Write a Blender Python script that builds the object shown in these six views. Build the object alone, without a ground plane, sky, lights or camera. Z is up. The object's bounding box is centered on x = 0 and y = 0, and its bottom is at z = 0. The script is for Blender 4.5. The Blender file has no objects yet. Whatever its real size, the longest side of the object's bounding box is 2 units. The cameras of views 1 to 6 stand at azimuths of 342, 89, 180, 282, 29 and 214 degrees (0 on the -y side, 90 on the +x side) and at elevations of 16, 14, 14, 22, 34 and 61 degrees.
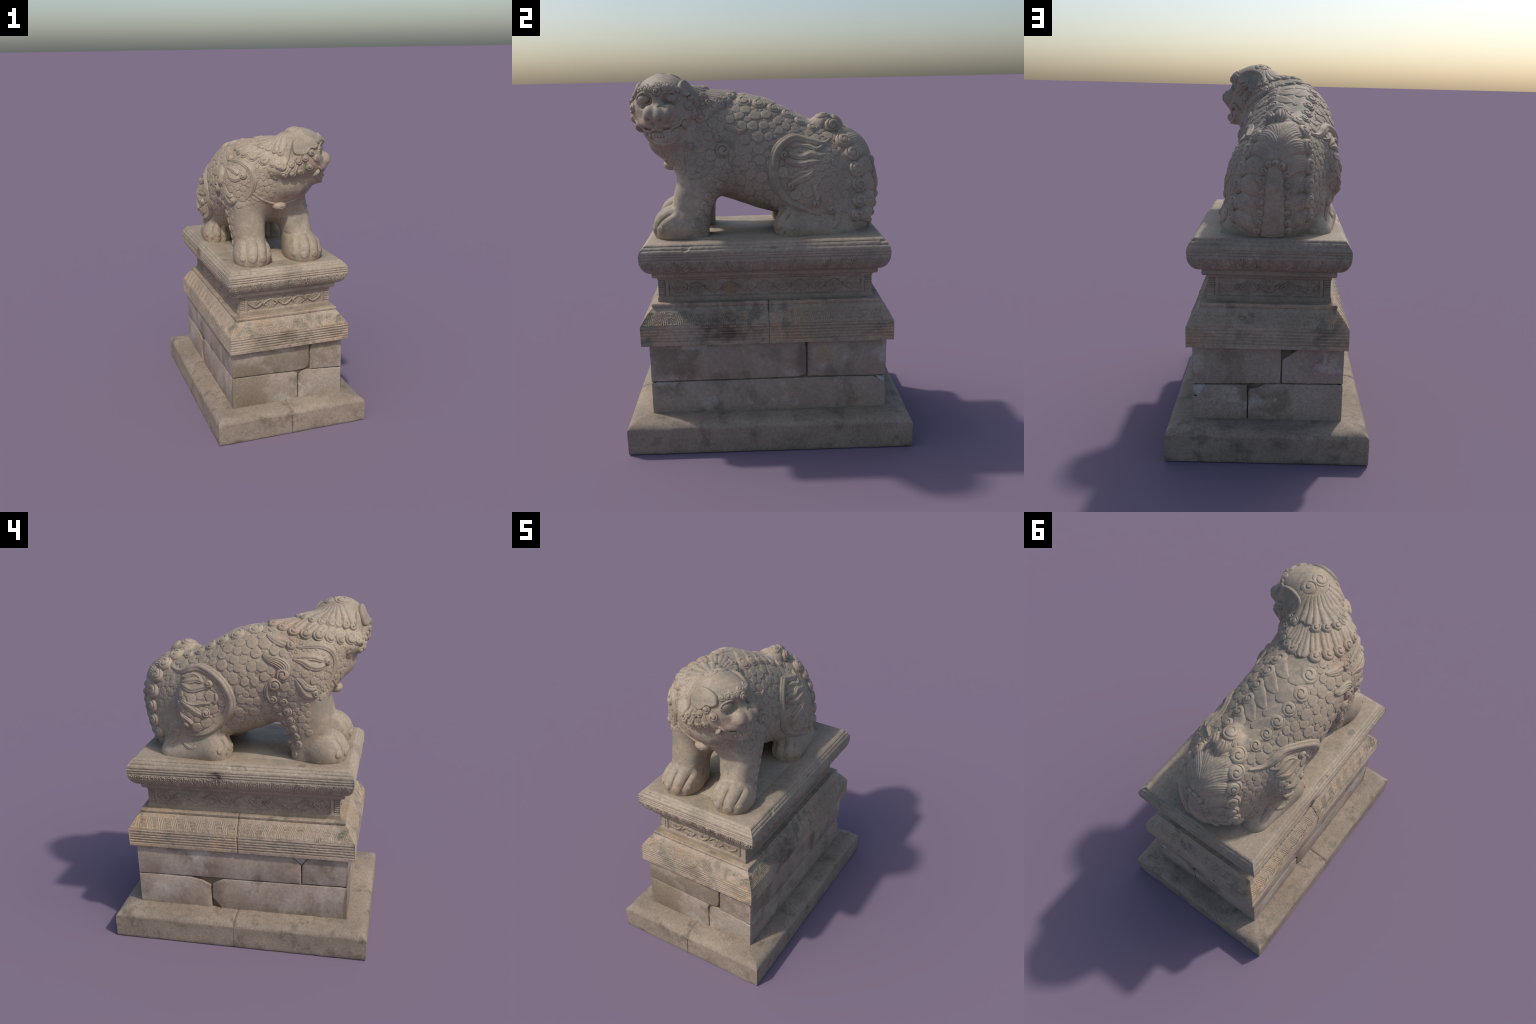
"""A weathered granite guardian beast, carved all over with scales, curls and
flames, sitting on a moulded stone pedestal.  Everything is computed here."""
import bpy, bmesh, math, random
import numpy as np
from mathutils import Vector, Matrix
from mathutils.bvhtree import BVHTree

RNG = np.random.default_rng(7)

# ------------------------------------------------------------------
# small helpers
# ------------------------------------------------------------------
def new_object(name, verts, faces, parent=None, mat=None, smooth=True, angle=None):
    me = bpy.data.meshes.new(name)
    V = np.asarray(verts, np.float32)
    me.vertices.add(len(V)); me.vertices.foreach_set("co", V.ravel())
    if isinstance(faces, np.ndarray):
        F = faces.astype(np.int32); n = F.shape[1]
        me.loops.add(F.size); me.loops.foreach_set("vertex_index", F.ravel())
        me.polygons.add(len(F)); me.polygons.foreach_set("loop_start", np.arange(0, F.size, n, dtype=np.int32))
    else:
        tot = [len(f) for f in faces]
        me.loops.add(sum(tot)); me.loops.foreach_set("vertex_index", np.array([i for f in faces for i in f], np.int32))
        me.polygons.add(len(faces)); me.polygons.foreach_set("loop_start", np.array(np.cumsum([0] + tot[:-1]), np.int32))
    me.update(calc_edges=True); me.validate()
    if smooth:
        me.polygons.foreach_set("use_smooth", np.ones(len(me.polygons), bool))
        if angle:
            me.set_sharp_from_angle(angle=math.radians(angle))
    if mat: me.materials.append(mat)
    o = bpy.data.objects.new(name, me)
    bpy.context.collection.objects.link(o)
    if parent: o.parent = parent
    return o

def empty(name, parent=None):
    o = bpy.data.objects.new(name, None)
    bpy.context.collection.objects.link(o)
    if parent: o.parent = parent
    return o

def grid_faces(nu, nv, wrap=False):
    i, j = np.meshgrid(np.arange(nu if wrap else nu - 1), np.arange(nv - 1), indexing="ij")
    i2 = (i + 1) % nu
    return np.stack([i * nv + j, i2 * nv + j, i2 * nv + j + 1, i * nv + j + 1], -1).reshape(-1, 4)

def sm(a, b, x):
    t = np.clip((x - a) / (b - a), 0, 1)
    return t * t * (3 - 2 * t)

def bump(x, c, w):
    """rounded ridge of half width w about c"""
    return np.clip(1 - ((x - c) / w) ** 2, 0, 1)

def _hash(i, j, k, seed):
    n = (i * 374761393 + j * 668265263 + k * 2147483647 + seed * 974634721) & 0x7FFFFFFF
    n = ((n ^ (n >> 13)) * 1274126177) & 0x7FFFFFFF
    return ((n ^ (n >> 16)) & 0xFFFF) / 65535.0

def vnoise(P, scale, seed=0):
    """smooth value noise, -1..1, for wear and unevenness"""
    Q = np.asarray(P, float) * scale
    I = np.floor(Q).astype(np.int64); F = Q - I; F = F * F * (3 - 2 * F)
    out = 0
    for dx in (0, 1):
        for dy in (0, 1):
            for dz in (0, 1):
                w = (F[..., 0] if dx else 1 - F[..., 0]) * (F[..., 1] if dy else 1 - F[..., 1]) * (F[..., 2] if dz else 1 - F[..., 2])
                out = out + w * _hash(I[..., 0] + dx, I[..., 1] + dy, I[..., 2] + dz, seed)
    return out * 2 - 1

def fnoise(P, scale, seed=0, octaves=3):
    return sum(vnoise(P, scale * 2 ** o, seed + o) * 0.5 ** o for o in range(octaves))
# ------------------------------------------------------------------
# MATERIALS: weathered granite, coloured by noise alone
# ------------------------------------------------------------------
class Nodes:
    def __init__(self, name, rough=0.66):
        self.m = bpy.data.materials.new(name); self.m.use_nodes = True
        self.t = self.m.node_tree; self.b = self.t.nodes["Principled BSDF"]
        self.b.inputs["Roughness"].default_value = rough
        self.b.inputs["Specular IOR Level"].default_value = 0.5
        self.tc = self.t.nodes.new("ShaderNodeTexCoord")
        self.co = self.tc.outputs["Object"]
    def n(self, kind, **kw):
        x = self.t.nodes.new(kind)
        for k, v in kw.items(): setattr(x, k, v)
        return x
    def link(self, a, b): self.t.links.new(a, b)
    def noise(self, scale, detail=5.0, rough=0.55, offset=(0, 0, 0), stretch=(1, 1, 1), distort=0.0):
        mp = self.n("ShaderNodeMapping"); mp.inputs["Location"].default_value = offset; mp.inputs["Scale"].default_value = stretch
        self.link(self.co, mp.inputs["Vector"])
        x = self.n("ShaderNodeTexNoise"); x.inputs["Scale"].default_value = scale; x.inputs["Detail"].default_value = detail
        x.inputs["Roughness"].default_value = rough; x.inputs["Distortion"].default_value = distort
        self.link(mp.outputs[0], x.inputs["Vector"]); return x.outputs["Fac"]
    def ramp(self, fac, lo, hi, a=0.0, b=1.0):
        r = self.n("ShaderNodeMapRange", interpolation_type="SMOOTHSTEP")
        for k, v in (("From Min", lo), ("From Max", hi), ("To Min", a), ("To Max", b)): r.inputs[k].default_value = v
        self.link(fac, r.inputs["Value"]); return r.outputs["Result"]
    def math(self, op, a, b=None, clamp=False):
        x = self.n("ShaderNodeMath", operation=op, use_clamp=clamp)
        for i, v in enumerate((a, b)):
            if v is None: continue
            if isinstance(v, (int, float)): x.inputs[i].default_value = v
            else: self.link(v, x.inputs[i])
        return x.outputs[0]
    def mix(self, fac, a, b):
        x = self.n("ShaderNodeMix", data_type="RGBA")
        for s, v in ((0, fac), (6, a), (7, b)):
            if isinstance(v, tuple): x.inputs[s].default_value = (*v, 1)
            elif isinstance(v, (int, float)): x.inputs[s].default_value = v
            else: self.link(v, x.inputs[s])
        return x.outputs[2]
    def near(self, c, size, r0=0.6, r1=1.15, wob=0.55, scale=9.0):
        """a ragged patch about a place: 1 inside, 0 outside"""
        mp = self.n("ShaderNodeMapping", vector_type="POINT")
        mp.inputs["Location"].default_value = tuple(-a / s for a, s in zip(c, size)); mp.inputs["Scale"].default_value = tuple(1 / s for s in size)
        self.link(self.co, mp.inputs["Vector"])
        L = self.n("ShaderNodeVectorMath", operation="LENGTH"); self.link(mp.outputs[0], L.inputs[0])
        d = self.math("ADD", L.outputs["Value"], self.math("MULTIPLY", self.math("SUBTRACT", self.noise(scale, 6, 0.65), 0.5), wob * 2))
        return self.ramp(d, r0, r1, 1.0, 0.0)
    def bump(self, h, strength=0.3, dist=0.004):
        b = self.n("ShaderNodeBump"); b.inputs["Strength"].default_value = strength; b.inputs["Distance"].default_value = dist
        self.link(h, b.inputs["Height"]); self.link(b.outputs[0], self.b.inputs["Normal"])
    def done(self, col):
        self.link(col, self.b.inputs["Base Color"]); return self.m

TONE = (0.975, 0.925, 0.835)      # overall strength of the pigments

def grain(S, col, dark=0.82, light=1.14, relief=0.35):
    """speckle of the crystals and a coarser mottling"""
    f = S.noise(230, 3, 0.7); g = S.noise(58, 5, 0.65, (3, 1, 2))
    k = S.math("MULTIPLY", S.ramp(f, 0.30, 0.70, dark, light), S.ramp(g, 0.28, 0.72, 0.86, 1.12))
    x = S.n("ShaderNodeMix", data_type="RGBA", blend_type="MULTIPLY"); x.inputs[0].default_value = 1.0
    S.link(col, x.inputs[6])
    cmb = S.n("ShaderNodeCombineColor")
    for i in range(3): S.link(S.math("MULTIPLY", k, TONE[i]), cmb.inputs[i])
    S.link(cmb.outputs[0], x.inputs[7])
    S.bump(S.math("ADD", f, S.math("MULTIPLY", g, 1.5)), relief, 0.0022)
    return x.outputs[2]

def lion_stone():
    S = Nodes("statue_granite")
    c = S.mix(S.ramp(S.noise(3.2, 6, 0.6), 0.36, 0.64), (0.312, 0.264, 0.208), (0.420, 0.356, 0.290))
    c = S.mix(S.math("MULTIPLY", S.ramp(S.noise(5.0, 6, 0.62, (4, 2, 7)), 0.50, 0.64), 0.75), c, (0.395, 0.300, 0.236))      # rosy feldspar
    c = S.mix(S.math("MULTIPLY", S.ramp(S.noise(6.5, 6, 0.65, (1, 9, 3)), 0.50, 0.66), 0.8), c, (0.265, 0.245, 0.200))      # grey film
    c = S.mix(S.math("MULTIPLY", S.near((0.10, 0.15, 0.50), (0.26, 0.50, 0.32), 0.6, 1.25, 0.5, 6), 0.70), c, (0.340, 0.275, 0.180))   # ochre flank
    c = S.mix(S.math("MULTIPLY", S.near((0.16, -0.46, 0.18), (0.16, 0.12, 0.10), 0.4, 1.2, 0.6, 9), 0.55), c, (0.400, 0.318, 0.205))   # yellow on a paw
    c = S.mix(S.math("MULTIPLY", S.ramp(S.noise(17, 6, 0.7, (7, 7, 1)), 0.60, 0.74), 0.55), c, (0.205, 0.180, 0.140))
    c = S.mix(S.math("MULTIPLY", S.ramp(S.noise(9, 6, 0.7, (2, 5, 8)), 0.60, 0.72), 0.6), c, (0.455, 0.405, 0.345))          # pale worn spots
    return S.done(grain(S, c, 0.86, 1.10, 0.18))

def footing_stone():
    S = Nodes("footing_granite", 0.8)
    c = S.mix(S.ramp(S.noise(4.0, 6, 0.6), 0.35, 0.65), (0.255, 0.210, 0.172), (0.330, 0.275, 0.228))
    c = S.mix(S.math("MULTIPLY", S.ramp(S.noise(8.5, 8, 0.68, (3, 3, 3)), 0.50, 0.66), 0.80), c, (0.155, 0.132, 0.104))
    c = S.mix(S.math("MULTIPLY", S.ramp(S.noise(5.5, 7, 0.62, (8, 1, 2)), 0.55, 0.70), 0.6), c, (0.362, 0.300, 0.245))
    return S.done(grain(S, c, 0.74, 1.2))

def block_stone():
    S = Nodes("block_granite")
    oi = S.n("ShaderNodeObjectInfo")
    c = S.mix(S.ramp(S.noise(3.0, 5, 0.55), 0.36, 0.64), (0.335, 0.275, 0.232), (0.410, 0.355, 0.318))
    c = S.mix(S.math("MULTIPLY", S.ramp(oi.outputs["Random"], 0.1, 0.9), 0.45), c, (0.320, 0.272, 0.225))
    c = S.mix(S.math("MULTIPLY", S.ramp(S.noise(3.6, 7, 0.6, (5, 1, 4)), 0.52, 0.62), 0.85), c, (0.225, 0.190, 0.145))     # damp olive stain
    c = S.mix(S.math("MULTIPLY", S.ramp(S.noise(5.5, 6, 0.62, (1, 6, 2), (1, 1, 0.55)), 0.55, 0.70), 0.6), c, (0.300, 0.215, 0.160))     # rust runs
    c = S.mix(S.math("MULTIPLY", S.ramp(S.noise(4.6, 6, 0.6, (9, 9, 1)), 0.53, 0.64), 0.8), c, (0.460, 0.425, 0.400))      # pale scoured
    c = S.mix(S.near((-0.31, -0.65, 0.26), (0.20, 0.035, 0.34), 0.72, 0.98, 0.45, 6), c, (0.240, 0.198, 0.150))
    c = S.mix(S.math("MULTIPLY", S.near((0.386, -0.45, 0.44), (0.2, 0.09, 0.07), 0.3, 1.2, 0.5, 12), 0.7), c, (0.200, 0.150, 0.115))
    c = S.mix(S.math("MULTIPLY", S.near((0.386, 0.19, 0.48), (0.2, 0.05, 0.13), 0.3, 1.2, 0.5, 12), 0.75), c, (0.170, 0.130, 0.100))
    c = S.mix(S.math("MULTIPLY", S.near((0.386, 0.31, 0.50), (0.2, 0.07, 0.07), 0.3, 1.2, 0.5, 10), 0.6), c, (0.400, 0.300, 0.200))
    return S.done(grain(S, c, 0.80, 1.16))

def cornice_stone():
    S = Nodes("cornice_granite")
    c = S.mix(S.ramp(S.noise(3.4, 6, 0.6), 0.36, 0.64), (0.330, 0.270, 0.212), (0.410, 0.340, 0.278))
    c = S.mix(S.math("MULTIPLY", S.ramp(S.noise(2.6, 5, 0.55, (2, 8, 5)), 0.46, 0.60), 0.75), c, (0.435, 0.315, 0.208))      # warm, iron-tinted
    c = S.mix(S.math("MULTIPLY", S.ramp(S.noise(7.0, 8, 0.68, (6, 2, 9)), 0.52, 0.63), 0.85), c, (0.215, 0.196, 0.155))      # lichen film
    c = S.mix(S.math("MULTIPLY", S.ramp(S.noise(14, 8, 0.72, (3, 7, 7)), 0.62, 0.70), 0.8), c, (0.120, 0.102, 0.080))       # black crust
    c = S.mix(S.math("MULTIPLY", S.ramp(S.noise(10, 7, 0.7, (9, 3, 2)), 0.61, 0.72), 0.7), c, (0.470, 0.430, 0.375))
    blot = S.near((0.40, -0.27, 0.68), (0.12, 0.20, 0.10), 0.35, 1.10, 0.75, 13)
    blot = S.math("MULTIPLY", blot, S.ramp(S.noise(32, 8, 0.75, (2, 2, 9)), 0.40, 0.60, 0.25, 1.0))
    c = S.mix(S.math("MULTIPLY", blot, 0.9), c, (0.125, 0.100, 0.078))
    c = S.mix(S.math("MULTIPLY", S.near((0.42, -0.21, 0.635), (0.12, 0.11, 0.045), 0.3, 1.05, 0.9, 22), 0.8), c, (0.135, 0.088, 0.068))
    c = S.mix(S.math("MULTIPLY", S.near((-0.02, -0.68, 0.655), (0.10, 0.2, 0.07), 0.2, 1.05, 0.7, 14), 0.6), c, (0.140, 0.112, 0.085))
    c = S.mix(S.math("MULTIPLY", S.near((0.31, -0.68, 0.65), (0.10, 0.2, 0.06), 0.2, 1.05, 0.7, 14), 0.5), c, (0.160, 0.135, 0.095))
    return S.done(grain(S, c))

def neck_stone():
    S = Nodes("neck_granite")
    c = S.mix(S.ramp(S.noise(4.0, 6, 0.6), 0.36, 0.64), (0.285, 0.238, 0.188), (0.365, 0.305, 0.250))
    c = S.mix(S.math("MULTIPLY", S.ramp(S.noise(6.0, 7, 0.65, (4, 4, 1)), 0.52, 0.66), 0.7), c, (0.225, 0.200, 0.155))
    c = S.mix(S.math("MULTIPLY", S.near((0.32, -0.19, 0.87), (0.1, 0.06, 0.06), 0.3, 1.1, 0.6, 14), 0.6), c, (0.290, 0.195, 0.100))
    return S.done(grain(S, c))

def top_stone():
    S = Nodes("upper_cornice_granite")
    c = S.mix(S.ramp(S.noise(3.6, 6, 0.6), 0.36, 0.64), (0.315, 0.262, 0.210), (0.395, 0.335, 0.275))
    c = S.mix(S.math("MULTIPLY", S.ramp(S.noise(5.5, 7, 0.65, (7, 3, 5)), 0.50, 0.66), 0.65), c, (0.270, 0.248, 0.200))
    c = S.mix(S.math("MULTIPLY", S.ramp(S.noise(12, 8, 0.7, (5, 5, 2)), 0.60, 0.72), 0.6), c, (0.170, 0.142, 0.112))
    c = S.mix(S.math("MULTIPLY", S.ramp(S.noise(9, 7, 0.7, (1, 3, 2)), 0.60, 0.72), 0.6), c, (0.450, 0.415, 0.365))
    c = S.mix(S.math("MULTIPLY", S.near((-0.41, 0.115, 1.055), (0.08, 0.06, 0.05), 0.4, 1.1, 0.5, 18), 0.75), c, (0.135, 0.105, 0.085))
    c = S.mix(S.math("MULTIPLY", S.near((-0.335, -0.37, 1.14), (0.022, 0.028, 0.05), 0.7, 1.05, 0.2, 30), 0.55), c, (0.170, 0.160, 0.140))
    return S.done(grain(S, c))

def plain_stone(name, a, b):
    S = Nodes(name, 0.95)
    return S.done(grain(S, S.mix(S.ramp(S.noise(9, 6, 0.65), 0.35, 0.65), a, b)))

def build_materials():
    return dict(lion=lion_stone(), footing=footing_stone(), block=block_stone(), cornice=cornice_stone(), neck=neck_stone(), top=top_stone(),
                mortar=plain_stone("old_mortar", (0.10, 0.082, 0.062), (0.22, 0.175, 0.125)), patch=plain_stone("pale_mortar", (0.36, 0.36, 0.36), (0.50, 0.51, 0.52)))
# ------------------------------------------------------------------
# THE PEDESTAL
# ------------------------------------------------------------------
SIDES = {"front": (0, -1), "left": (1, 0), "back": (0, 1), "right": (-1, 0)}   # outward directions

def moulding_side(name, side, hx, hy, profile, relief, parent, mat, cx=0.0, cy=0.0, lo=None, hi=None, step=0.0045, joint_lo=False, joint_hi=False, tilt=0.0, fine=0.0042):
    """one mitred run of a stone moulding: the profile (outset, height) swept along a side;
    lo / hi cut the run at a joint; relief(along, s, P, half) gives carving along the profile normal"""
    ox, oy = SIDES[side]
    prof = np.array(profile, float)
    seg = np.linalg.norm(np.diff(prof, axis=0), axis=1)
    arc = np.concatenate([[0], np.cumsum(seg)])
    # resample the profile, always keeping its corners
    pts, s = [prof[0]], [0.0]
    for i, L in enumerate(seg):
        n = max(1, int(math.ceil(L / fine)))
        for k in range(1, n + 1):
            pts.append(prof[i] + (prof[i + 1] - prof[i]) * k / n); s.append(arc[i] + L * k / n)
    pts = np.array(pts); s = np.array(s)
    d = np.gradient(pts, axis=0); d /= np.maximum(np.linalg.norm(d, axis=1, keepdims=True), 1e-9)
    nrm = np.stack([d[:, 1], -d[:, 0]], 1)                       # outward normal in (outset, z)
    half_along = (hx if oy else hy)
    half_out = (hy if oy else hx)
    n = int((2 * half_along) / step)
    t = np.linspace(-1, 1, n)
    A0 = half_along + pts[:, 0]                                   # mitred half length at each height
    lo_ = np.where(lo is None, -A0, lo if lo is not None else 0); hi_ = np.where(hi is None, A0, hi if hi is not None else 0)
    along = lo_[None, :] + (hi_ - lo_)[None, :] * (t[:, None] + 1) / 2
    out = np.broadcast_to(half_out + pts[:, 0], along.shape); z = np.broadcast_to(pts[:, 1], along.shape)
    S = np.broadcast_to(s, along.shape)
    end = np.minimum(along - lo_[None, :], hi_[None, :] - along)   # distance from the ends of the run
    ax = np.array([oy * -1.0, ox * 1.0]); on = np.array([ox, oy], float)
    P = np.stack([on[0] * out + ax[0] * along + cx, on[1] * out + ax[1] * along + cy, z], -1)
    h = relief(along, S, P, A0[None, :]) if relief else 0 * along
    h = h * sm(0.0, 0.006, end)
    for flag, cut in ((joint_lo, along - lo_[None, :]), (joint_hi, hi_[None, :] - along)):
        if flag: h = h - 0.005 * (1 - sm(0, 0.007, cut))
    P[..., 0] += on[0] * h * nrm[:, 0]; P[..., 1] += on[1] * h * nrm[:, 0]; P[..., 2] += h * nrm[:, 1]
    if tilt: P[..., 2] += tilt * P[..., 1] * sm(1.09, 1.128, P[..., 2])
    return P.reshape(-1, 3), grid_faces(*along.shape)

def moulding(name, hx, hy, profile, relief, parent, mat, cx=0.0, cy=0.0, runs=None, tilt=0.0, step=0.0045, fine=0.0042):
    runs = runs or [(s, None, None, False, False) for s in SIDES]
    VV, FF, k = [], [], 0
    for side, lo, hi, jl, jh in runs:
        V, F = moulding_side(name, side, hx, hy, profile, relief, parent, mat, cx, cy, lo, hi, joint_lo=jl, joint_hi=jh, tilt=tilt, step=step, fine=fine)
        VV.append(V); FF.append(F + k); k += len(V)
    o = new_object(name, np.vstack(VV), np.vstack(FF), parent, mat, angle=38)
    bm = bmesh.new(); bm.from_mesh(o.data)
    bmesh.ops.remove_doubles(bm, verts=bm.verts, dist=0.0002)
    bmesh.ops.recalc_face_normals(bm, faces=bm.faces)
    bm.to_mesh(o.data); bm.free()
    o.data.set_sharp_from_angle(angle=math.radians(38))
    return o

def worn(P, seed=3, lo=-0.25, hi=0.35):
    return sm(lo, hi, fnoise(P, 7.0, seed))

def stone_grain(P, a=0.0012):
    return a * fnoise(P, 60, 11, 3) + 1.6 * a * vnoise(P, 17, 5)

# --- lower cornice: a vertical band of reeds, then a carved slope
def relief_lower(along, s, P, A):
    h = stone_grain(P, 0.0009)
    w = 0.45 + 0.55 * worn(P, 21)
    # four grooves between the reeds of the band
    z = P[..., 2]
    for c in (0.6065, 0.6225, 0.6395, 0.6565, 0.6735, 0.690):
        h = h - 0.0068 * w * bump(z, c, 0.0050) * (s > 0.05)
    # carved slope: cells of nested scroll lines below slanting strokes
    q = s - 0.167
    slope = sm(0.004, 0.008, q) * (1 - sm(0.078, 0.086, q))
    period = 0.078
    cell = along / period
    u = (cell - np.floor(cell) - 0.5) * period
    flip = np.where(np.abs(along) < 1e-9, 1, np.sign(along))
    shear = u - flip * 0.35 * np.clip(q - 0.03, 0, 1)
    uu = (shear + period / 2) % period - period / 2
    boxd = np.maximum(np.abs(uu), np.abs(q - 0.030) * np.where(q > 0.03, 0.28, 1.25))
    lines = np.cos(2 * np.pi * boxd / 0.0112)
    r1 = np.hypot(np.abs(uu) - 0.010, q - 0.024); th = np.arctan2(q - 0.024, np.abs(uu) - 0.010)
    curls = np.cos(2 * np.pi * r1 / 0.0075 + th)
    k = sm(0.0165, 0.0185, boxd)
    pat = lines * k + curls * (1 - k)
    h = h + 0.0019 * pat * slope * (0.55 + 0.45 * worn(P, 31, -0.6, 0.1))
    # lichen pits
    h = h - 0.003 * sm(0.55, 0.9, fnoise(P, 38, 77)) * sm(0.05, 0.5, fnoise(P, 4, 78))
    return h

LOWER_PROFILE = [(-0.06, 0.583), (0.0, 0.583), (0.0, 0.690), (-0.007, 0.702), (-0.018, 0.720), (-0.030, 0.738),
                 (-0.043, 0.756), (-0.056, 0.771), (-0.065, 0.779), (-0.062, 0.782), (-0.060, 0.794), (-0.064, 0.800), (-0.125, 0.803)]

# --- neck: corner beads, frames and a waving vine with palmettes in its bays
NECK_PROFILE = [(0.004, 0.795), (0.004, 0.826), (0.0, 0.828), (0.0, 0.922), (0.004, 0.924), (0.004, 0.934), (0.002, 0.936), (0.021, 0.938),
                (0.027, 0.944), (0.029, 0.952), (0.028, 0.964), (0.024, 0.972), (-0.02, 0.975)]

def relief_neck(along, s, P, A):
    h = stone_grain(P, 0.0008)
    z = P[..., 2]
    band = sm(0.829, 0.833, z) * (1 - sm(0.917, 0.921, z))
    edge = A - np.abs(along)
    # corner pilaster of stacked beads, then an upright fillet
    beads = -0.006 * (1 - sm(0.2, 0.75, np.abs(np.sin(np.pi * (z - 0.829) / 0.0128)))) * (1 - sm(0.031, 0.034, edge))
    groove = -0.007 * bump(edge, 0.037, 0.004) - 0.007 * bump(edge, 0.059, 0.004)
    panel = sm(0.060, 0.064, edge)
    L = A - 0.062
    n = np.maximum(3, np.round(2 * L / 0.097)); n = n + (1 - n % 2)
    p = 2 * L / n                                            # width of one bay
    c = (along + L) / p
    bay = np.floor(c); u = (c - bay - 0.5) * p
    up = np.where(bay % 2 == 0, 1.0, -1.0)
    zc = 0.875
    vine = zc - 0.033 * up * np.cos(np.pi * u / p) + 0.010 * up
    vine_d = np.abs(z - vine) * (0.55 + 0.45 * np.abs(np.cos(np.pi * u / p)))
    # palmette inside each bay
    py = (z - (zc + 0.016 * up)) * up
    r = np.hypot(u, py); th = np.arctan2(py, u)
    pet = r / (0.029 + 0.014 * np.abs(np.cos(3.0 * th)))
    palm = 0.004 * (1 - sm(0.85, 1.05, pet)) + 0.0022 * np.cos(12 * th) * sm(0.006, 0.012, r) * (1 - sm(0.9, 1.1, pet))
    palm = palm + 0.003 * (1 - sm(0.004, 0.007, r))
    fan = 0.0018 * np.cos(2 * np.pi * np.hypot(np.abs(u) - p / 2, (z - zc) * 0.8) / 0.013)
    field = -0.010 + palm * 1.5 + fan * (1 - sm(0.7, 1.1, 1 / np.maximum(pet, 1e-3)))
    vine_h = 0.0115 * (1 - sm(0.0035, 0.0065, vine_d))
    h = h + band * (beads + groove + panel * np.maximum(field, -0.010 + vine_h) * (0.75 + 0.25 * worn(P, 5)))
    return h

# --- upper cornice: lotus petals underneath, reeds and a bevelled lip above
UPPER_PROFILE = [(-0.10, 0.968), (-0.050, 0.970), (-0.036, 0.977), (-0.022, 0.990), (-0.011, 1.006), (-0.004, 1.024), (0.0, 1.042),
                 (0.001, 1.060), (0.001, 1.080), (-0.004, 1.096), (-0.012, 1.109), (-0.020, 1.118), (-0.032, 1.131), (-0.040, 1.1345), (-0.20, 1.134)]

def relief_upper(along, s, P, A):
    z = P[..., 2]; low = z < 1.132
    h = stone_grain(P, 0.0009) * (1 - 0.8 * sm(1.131, 1.133, z))
    w = 0.6 + 0.4 * worn(P, 41)
    for c, d in ((1.052, 0.0065), (1.067, 0.0055), (1.081, 0.0060), (1.106, 0.0045)):
        h = h - d * w * bump(z, c, 0.0046)
    h = h - 0.0028 * bump(z, 1.123, 0.0026) * low
    # overlapping petals: nested, leaning arcs
    per = 0.068
    lean = np.tanh(2.0 * along / A)
    a2 = along + lean * (1.045 - z) * 0.55
    c = a2 / per; u = (c - np.floor(c) - 0.5) * per
    arc = np.hypot(u, (1.012 - z) * 0.62)
    depth = 1.043 - z
    rim = 0.030 - arc
    petal = np.where(rim > 0, 2.0 * (0.5 + 0.5 * np.cos(2 * np.pi * (rim - 0.003) / 0.0108)) ** 1.5 - 0.6, -1.4)
    zone = sm(0.0, 0.004, depth) * (1 - sm(0.058, 0.068, depth))
    small = (1 - sm(0.003, 0.005, np.hypot(np.abs(u) - per / 2, z - 1.036)))
    h = h + 0.0034 * zone * np.where(small > 0.3, 1.2 * small, petal) * w
    # a chunk lost from the right-hand lip
    h = h - np.where(P[..., 0] < -0.3, 1, 0) * 0.009 * (1 - sm(0.018, 0.034, np.hypot(P[..., 1] - 0.12, (z - 1.058) * 0.9))) * (0.6 + 0.4 * vnoise(P, 90, 3))
    # chipped lip
    h = h - 0.006 * sm(0.50, 0.8, fnoise(P, 13, 91)) * bump(z, 1.112, 0.02) * low
    return h

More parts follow.
